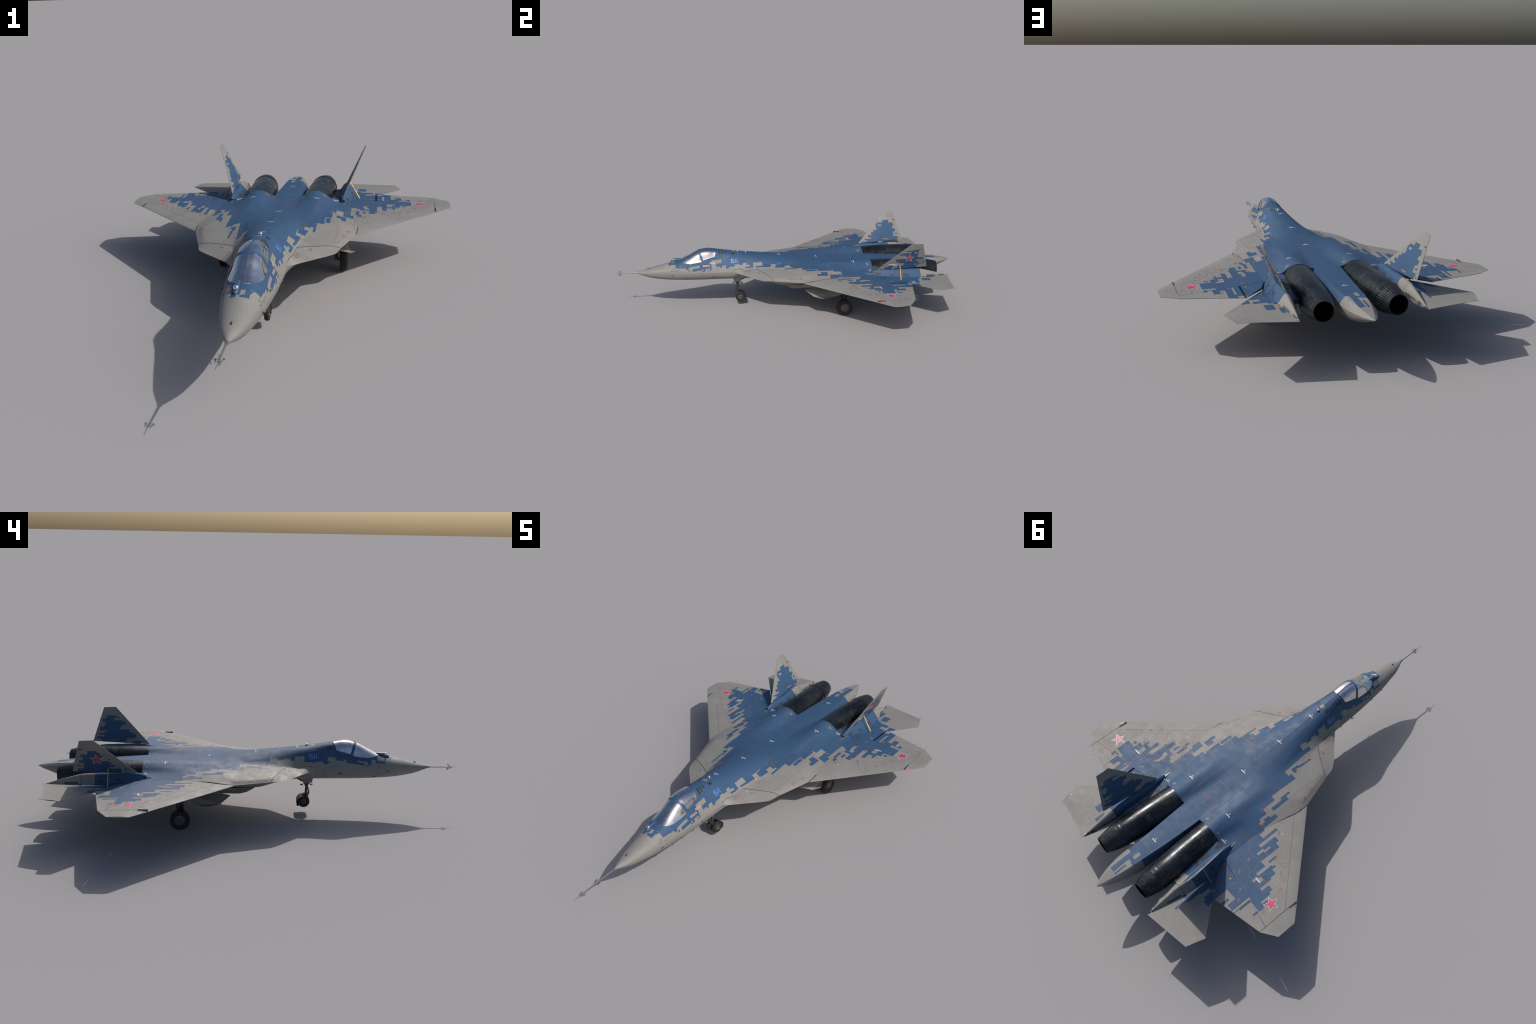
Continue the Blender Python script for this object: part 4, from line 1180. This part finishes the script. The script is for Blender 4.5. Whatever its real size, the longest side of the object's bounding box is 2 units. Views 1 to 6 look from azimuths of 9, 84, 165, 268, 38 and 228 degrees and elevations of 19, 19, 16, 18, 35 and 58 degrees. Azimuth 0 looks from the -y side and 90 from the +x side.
# cockpit side labels on the right
dr = Vector((-.85, 0, -.5))
def label(y0, y1, z0, z1, x, frame, inner, slope=.03):
    P = lambda y, z: Vector((x, y, z+slope*(y-y0)))
    t = .0018
    for q in ((y0, y1, z0, z0+t), (y0, y1, z1-t, z1), (y0, y0+t, z0, z1), (y1-t, y1, z0, z1)):
        decal("cockpit_label", [[P(q[0], q[2]), P(q[1], q[2]), P(q[1], q[3]), P(q[0], q[3])]], frame, dr, .0005, FUS)
    m = (z0+z1)/2
    decal("cockpit_label", [[P(y0+.004, m-.0016), P(y1-.004, m-.0016), P(y1-.004, m+.0018), P(y0+.004, m+.0018)]], inner, dr, .0006, FUS)
label(-.4717, -.4354, .2665, .2765, .066, M_WHITE, M_LAMPRED)
label(-.4333, -.4056, .2800, .2886, .060, M_WHITE, M_LAMPRED)
decal("cockpit_label", [[Vector((.053, -.4000, .2985)), Vector((.053, -.3715, .2990)), Vector((.053, -.3715, .3010)), Vector((.053, -.4000, .3005))]], M_DASH, dr, .0006, FUS)
for (y, z) in ((-.4745, .2505), (-.4360, .2535)):
    decal("cockpit_label", [quad((.075, y, z), Y, Z, .0095, .0125)], M_DASH, dr, .0005, FUS)
    decal("cockpit_label", [quad((.075, y, z), Y, Z, .0060, .0090)], M_INK, dr, .0007, FUS)
    decal("cockpit_label", [quad((.075, y, z+.001), Y, Z, .0028, .0055)], M_YELLOW, dr, .0009, FUS)
for s in (1, -1):
    decal("stencil_note", [quad((s*.080, -.400, .211), Y, Z, .026, .006)], M_DASH, Vector((-s*.9, 0, .45)), .0005, FUS)
# grey streaked stencils ahead of the right cockpit side
decal("nose_stencil", [[Vector((.052, -.6440, .2600)), Vector((.056, -.5960, .2650)), Vector((.056, -.5960, .2660)), Vector((.052, -.6440, .2615))],
                       [Vector((.060, -.6500, .2480)), Vector((.064, -.5930, .2525)), Vector((.064, -.5930, .2535)), Vector((.060, -.6500, .2495))],
                       quad((.058, -.6510, .2475), Y, Z, .006, .005), quad((.062, -.6230, .2455), Y, Z, .004, .004), quad((.055, -.6420, .2570), Y, Z, .004, .006)], M_BROWN, dr, .0005, FUS, stuff=True)

# dark gaps: vortex flap hinge, wing notch, slat end
def gap_line(pts, w, name, parent):
    V, F = [], []
    P = []
    for a, b in zip(pts, pts[1:]):
        n = max(int((Vector((*b, 0))-Vector((*a, 0))).length/.004), 1)
        P += [(lerp(a[0], b[0], i/n), lerp(a[1], b[1], i/n)) for i in range(n)]
    P.append(pts[-1])
    for i, p in enumerate(P):
        q = P[min(i+1, len(P)-1)]; r = P[max(i-1, 0)]
        e = Vector((q[0]-r[0], q[1]-r[1], 0)).normalized(); nn = Vector((-e.y, e.x, 0))*w/2
        for sgn in (-1, 1):
            h = TREE.ray_cast(Vector((p[0]+nn.x*sgn, p[1]+nn.y*sgn, .45)), DOWN)
            V.append((h[0]+h[1]*.0004) if h[0] is not None else Vector((p[0], p[1], .23)))
    for i in range(len(P)-1): F.append((2*i, 2*i+1, 2*i+3, 2*i+2))
    ob = make(name, V, F, M_GAP, parent, smooth=False, fix=False)
for s in (1, -1):
    m = lambda pts: [(s*a, b) for a, b in pts]
    gap_line(m([(.1075, -.1690), (.1504, -.1410), (.2069, -.1085), (.2500, -.0880)]), .0022, "hinge_gap", FUS)
    gap_line(m([(.0905, -.2940), (.1000, -.2300), (.1075, -.1690)]), .0013, "hinge_gap", FUS)
    gap_line(m([(.2995, .0730), (.3010, .1000), (.3026, .1300)]), .0034, "hinge_gap", FUS)
    gap_line(m([(.6052, .4140), (.6052, .4560)]), .0026, "hinge_gap", WING[0 if s > 0 else 1])

# scuffed grey strip between spine and casing
# navigation lamps and static wicks
for s, i, lm in ((1, 0, M_LAMPRED), (-1, 1, M_LAMPGREEN)):
    make("wingtip_lamp", *rod((s*.6085, .4240, .2206), (s*.6215, .4385, .2200), .0028, 10), lm, WING[i])
wick = []
for s in (1, -1):
    for (a, dx) in (((.6035, .6155, .2246), .004), ((.5740, .6220, .2243), .003), ((.5500, .6270, .2243), .003)):
        wick.append(rod((s*a[0], a[1]-.002, a[2]), (s*(a[0]+dx), a[1]+.013, a[2]), .0005, 5))
    for a in ((.4480, .8760, .2117), (.4330, .8790, .2114), (.2400, .9100, .2085), (.2560, .9080, .2087)):
        wick.append(rod((s*a[0], a[1]-.002, a[2]), (s*(a[0]+.002), a[1]+.013, a[2]), .0005, 5))
    for (y, z) in ((.7420, .3800), (.7460, .3700)):
        p = fin_pt(s, y, z); wick.append(rod(p, p+Vector((0, .014, 0)), .0005, 5))
w = make("static_wick", *join_geo(*wick), M_STEEL, WING[0]); w["kind"] = "stuff"
for s, i in ((1, 0), (-1, 1)):
    p = fin_pt(s, .7230, .3865)
    make("fin_warning_pod", *revolve([(-.004, 1e-4), (.004, .0018), (.016, .0032), (.021, .0028), (.021, 1e-4)], p+Vector((s*.0010, -.002, 0)), (0, 1, 0), 14), M_BARE if s > 0 else M_VENT, FIN[i])
# nose fittings
make("nose_vent", *join_geo(rod((0, -.7900, .2485), (0, -.7865, .2545), .0022, 8), rod((0, -.7870, .2520), (0, -.7780, .2535), .0026, 8, .0012)), M_VENT, SKIN["radome"])
small = []
for s in (1, -1):
    for (x, y, z) in ((.0600, -.6440, .2240), (.0690, -.5480, .2510), (.0565, -.5800, .2000), (.0790, -.3500, .2050)):
        loc, n, ii, dd = TREE.find_nearest(Vector((s*x, y, z)))
        small.append(rod(loc-n*.001, loc+n*.0040, .0024, 8)); small.append(rod(loc+n*.0035, loc+n*.0035+Vector((0, -.010, 0)), .0011, 6))
    loc, n, ii, dd = TREE.find_nearest(Vector((s*.083, -.4180, .2190)))
    small.append(rod(loc-n*.001, loc+n*.0080, .0022, 8)); small.append(rod(loc+n*.0075+Vector((0, .004, 0)), loc+n*.0075+Vector((0, -.012, 0)), .0016, 6))
make("air_data_sensor", *join_geo(*small), M_STEEL, FUS)
# gun blister on the left side
bl = []
for i in range(15):
    t = i/14; y = lerp(-.4330, -.3450, t)
    r = .0066*math.sin(math.pi*min(t*1.6, 1)*.5)*(1-t)**.6+.0002
    loc, n, ii, dd = TREE.find_nearest(Vector((-.082, y, .2500)))
    bl.append((loc, n, r))
ring_pts = []
for loc, n, r in bl:
    e = Vector((0, 0, 1)); e = (e-n*e.dot(n)).normalized()
    ring_pts.append([tuple(loc+e*math.cos(2*math.pi*k/16)*r*.75+n*math.sin(2*math.pi*k/16)*r) for k in range(16)])
make("gun_blister", *loft(ring_pts), M_BELLY, FUS, fix=True)
# intake side slots and red edge
for s in (1, -1):
    d = Vector((-s*.55, 0, .83))
    decal("intake_slot", [[Vector((s*.2080, .0353, .1800)), Vector((s*.2145, .0748, .1800)), Vector((s*.2110, .0748, .1765)), Vector((s*.2050, .0353, .1765))]], M_DARK, d, .0006, NACELLE[0 if s > 0 else 1])
    decal("intake_warning", [[Vector((s*.2180, -.0045, .1880)), Vector((s*.1800, .0200, .1625)), Vector((s*.1790, .0250, .1620)), Vector((s*.2170, .0005, .1875))]], M_LAMPRED, d, .0006, NACELLE[0 if s > 0 else 1])
#DETAILS-END
bpy.context.view_layer.update()
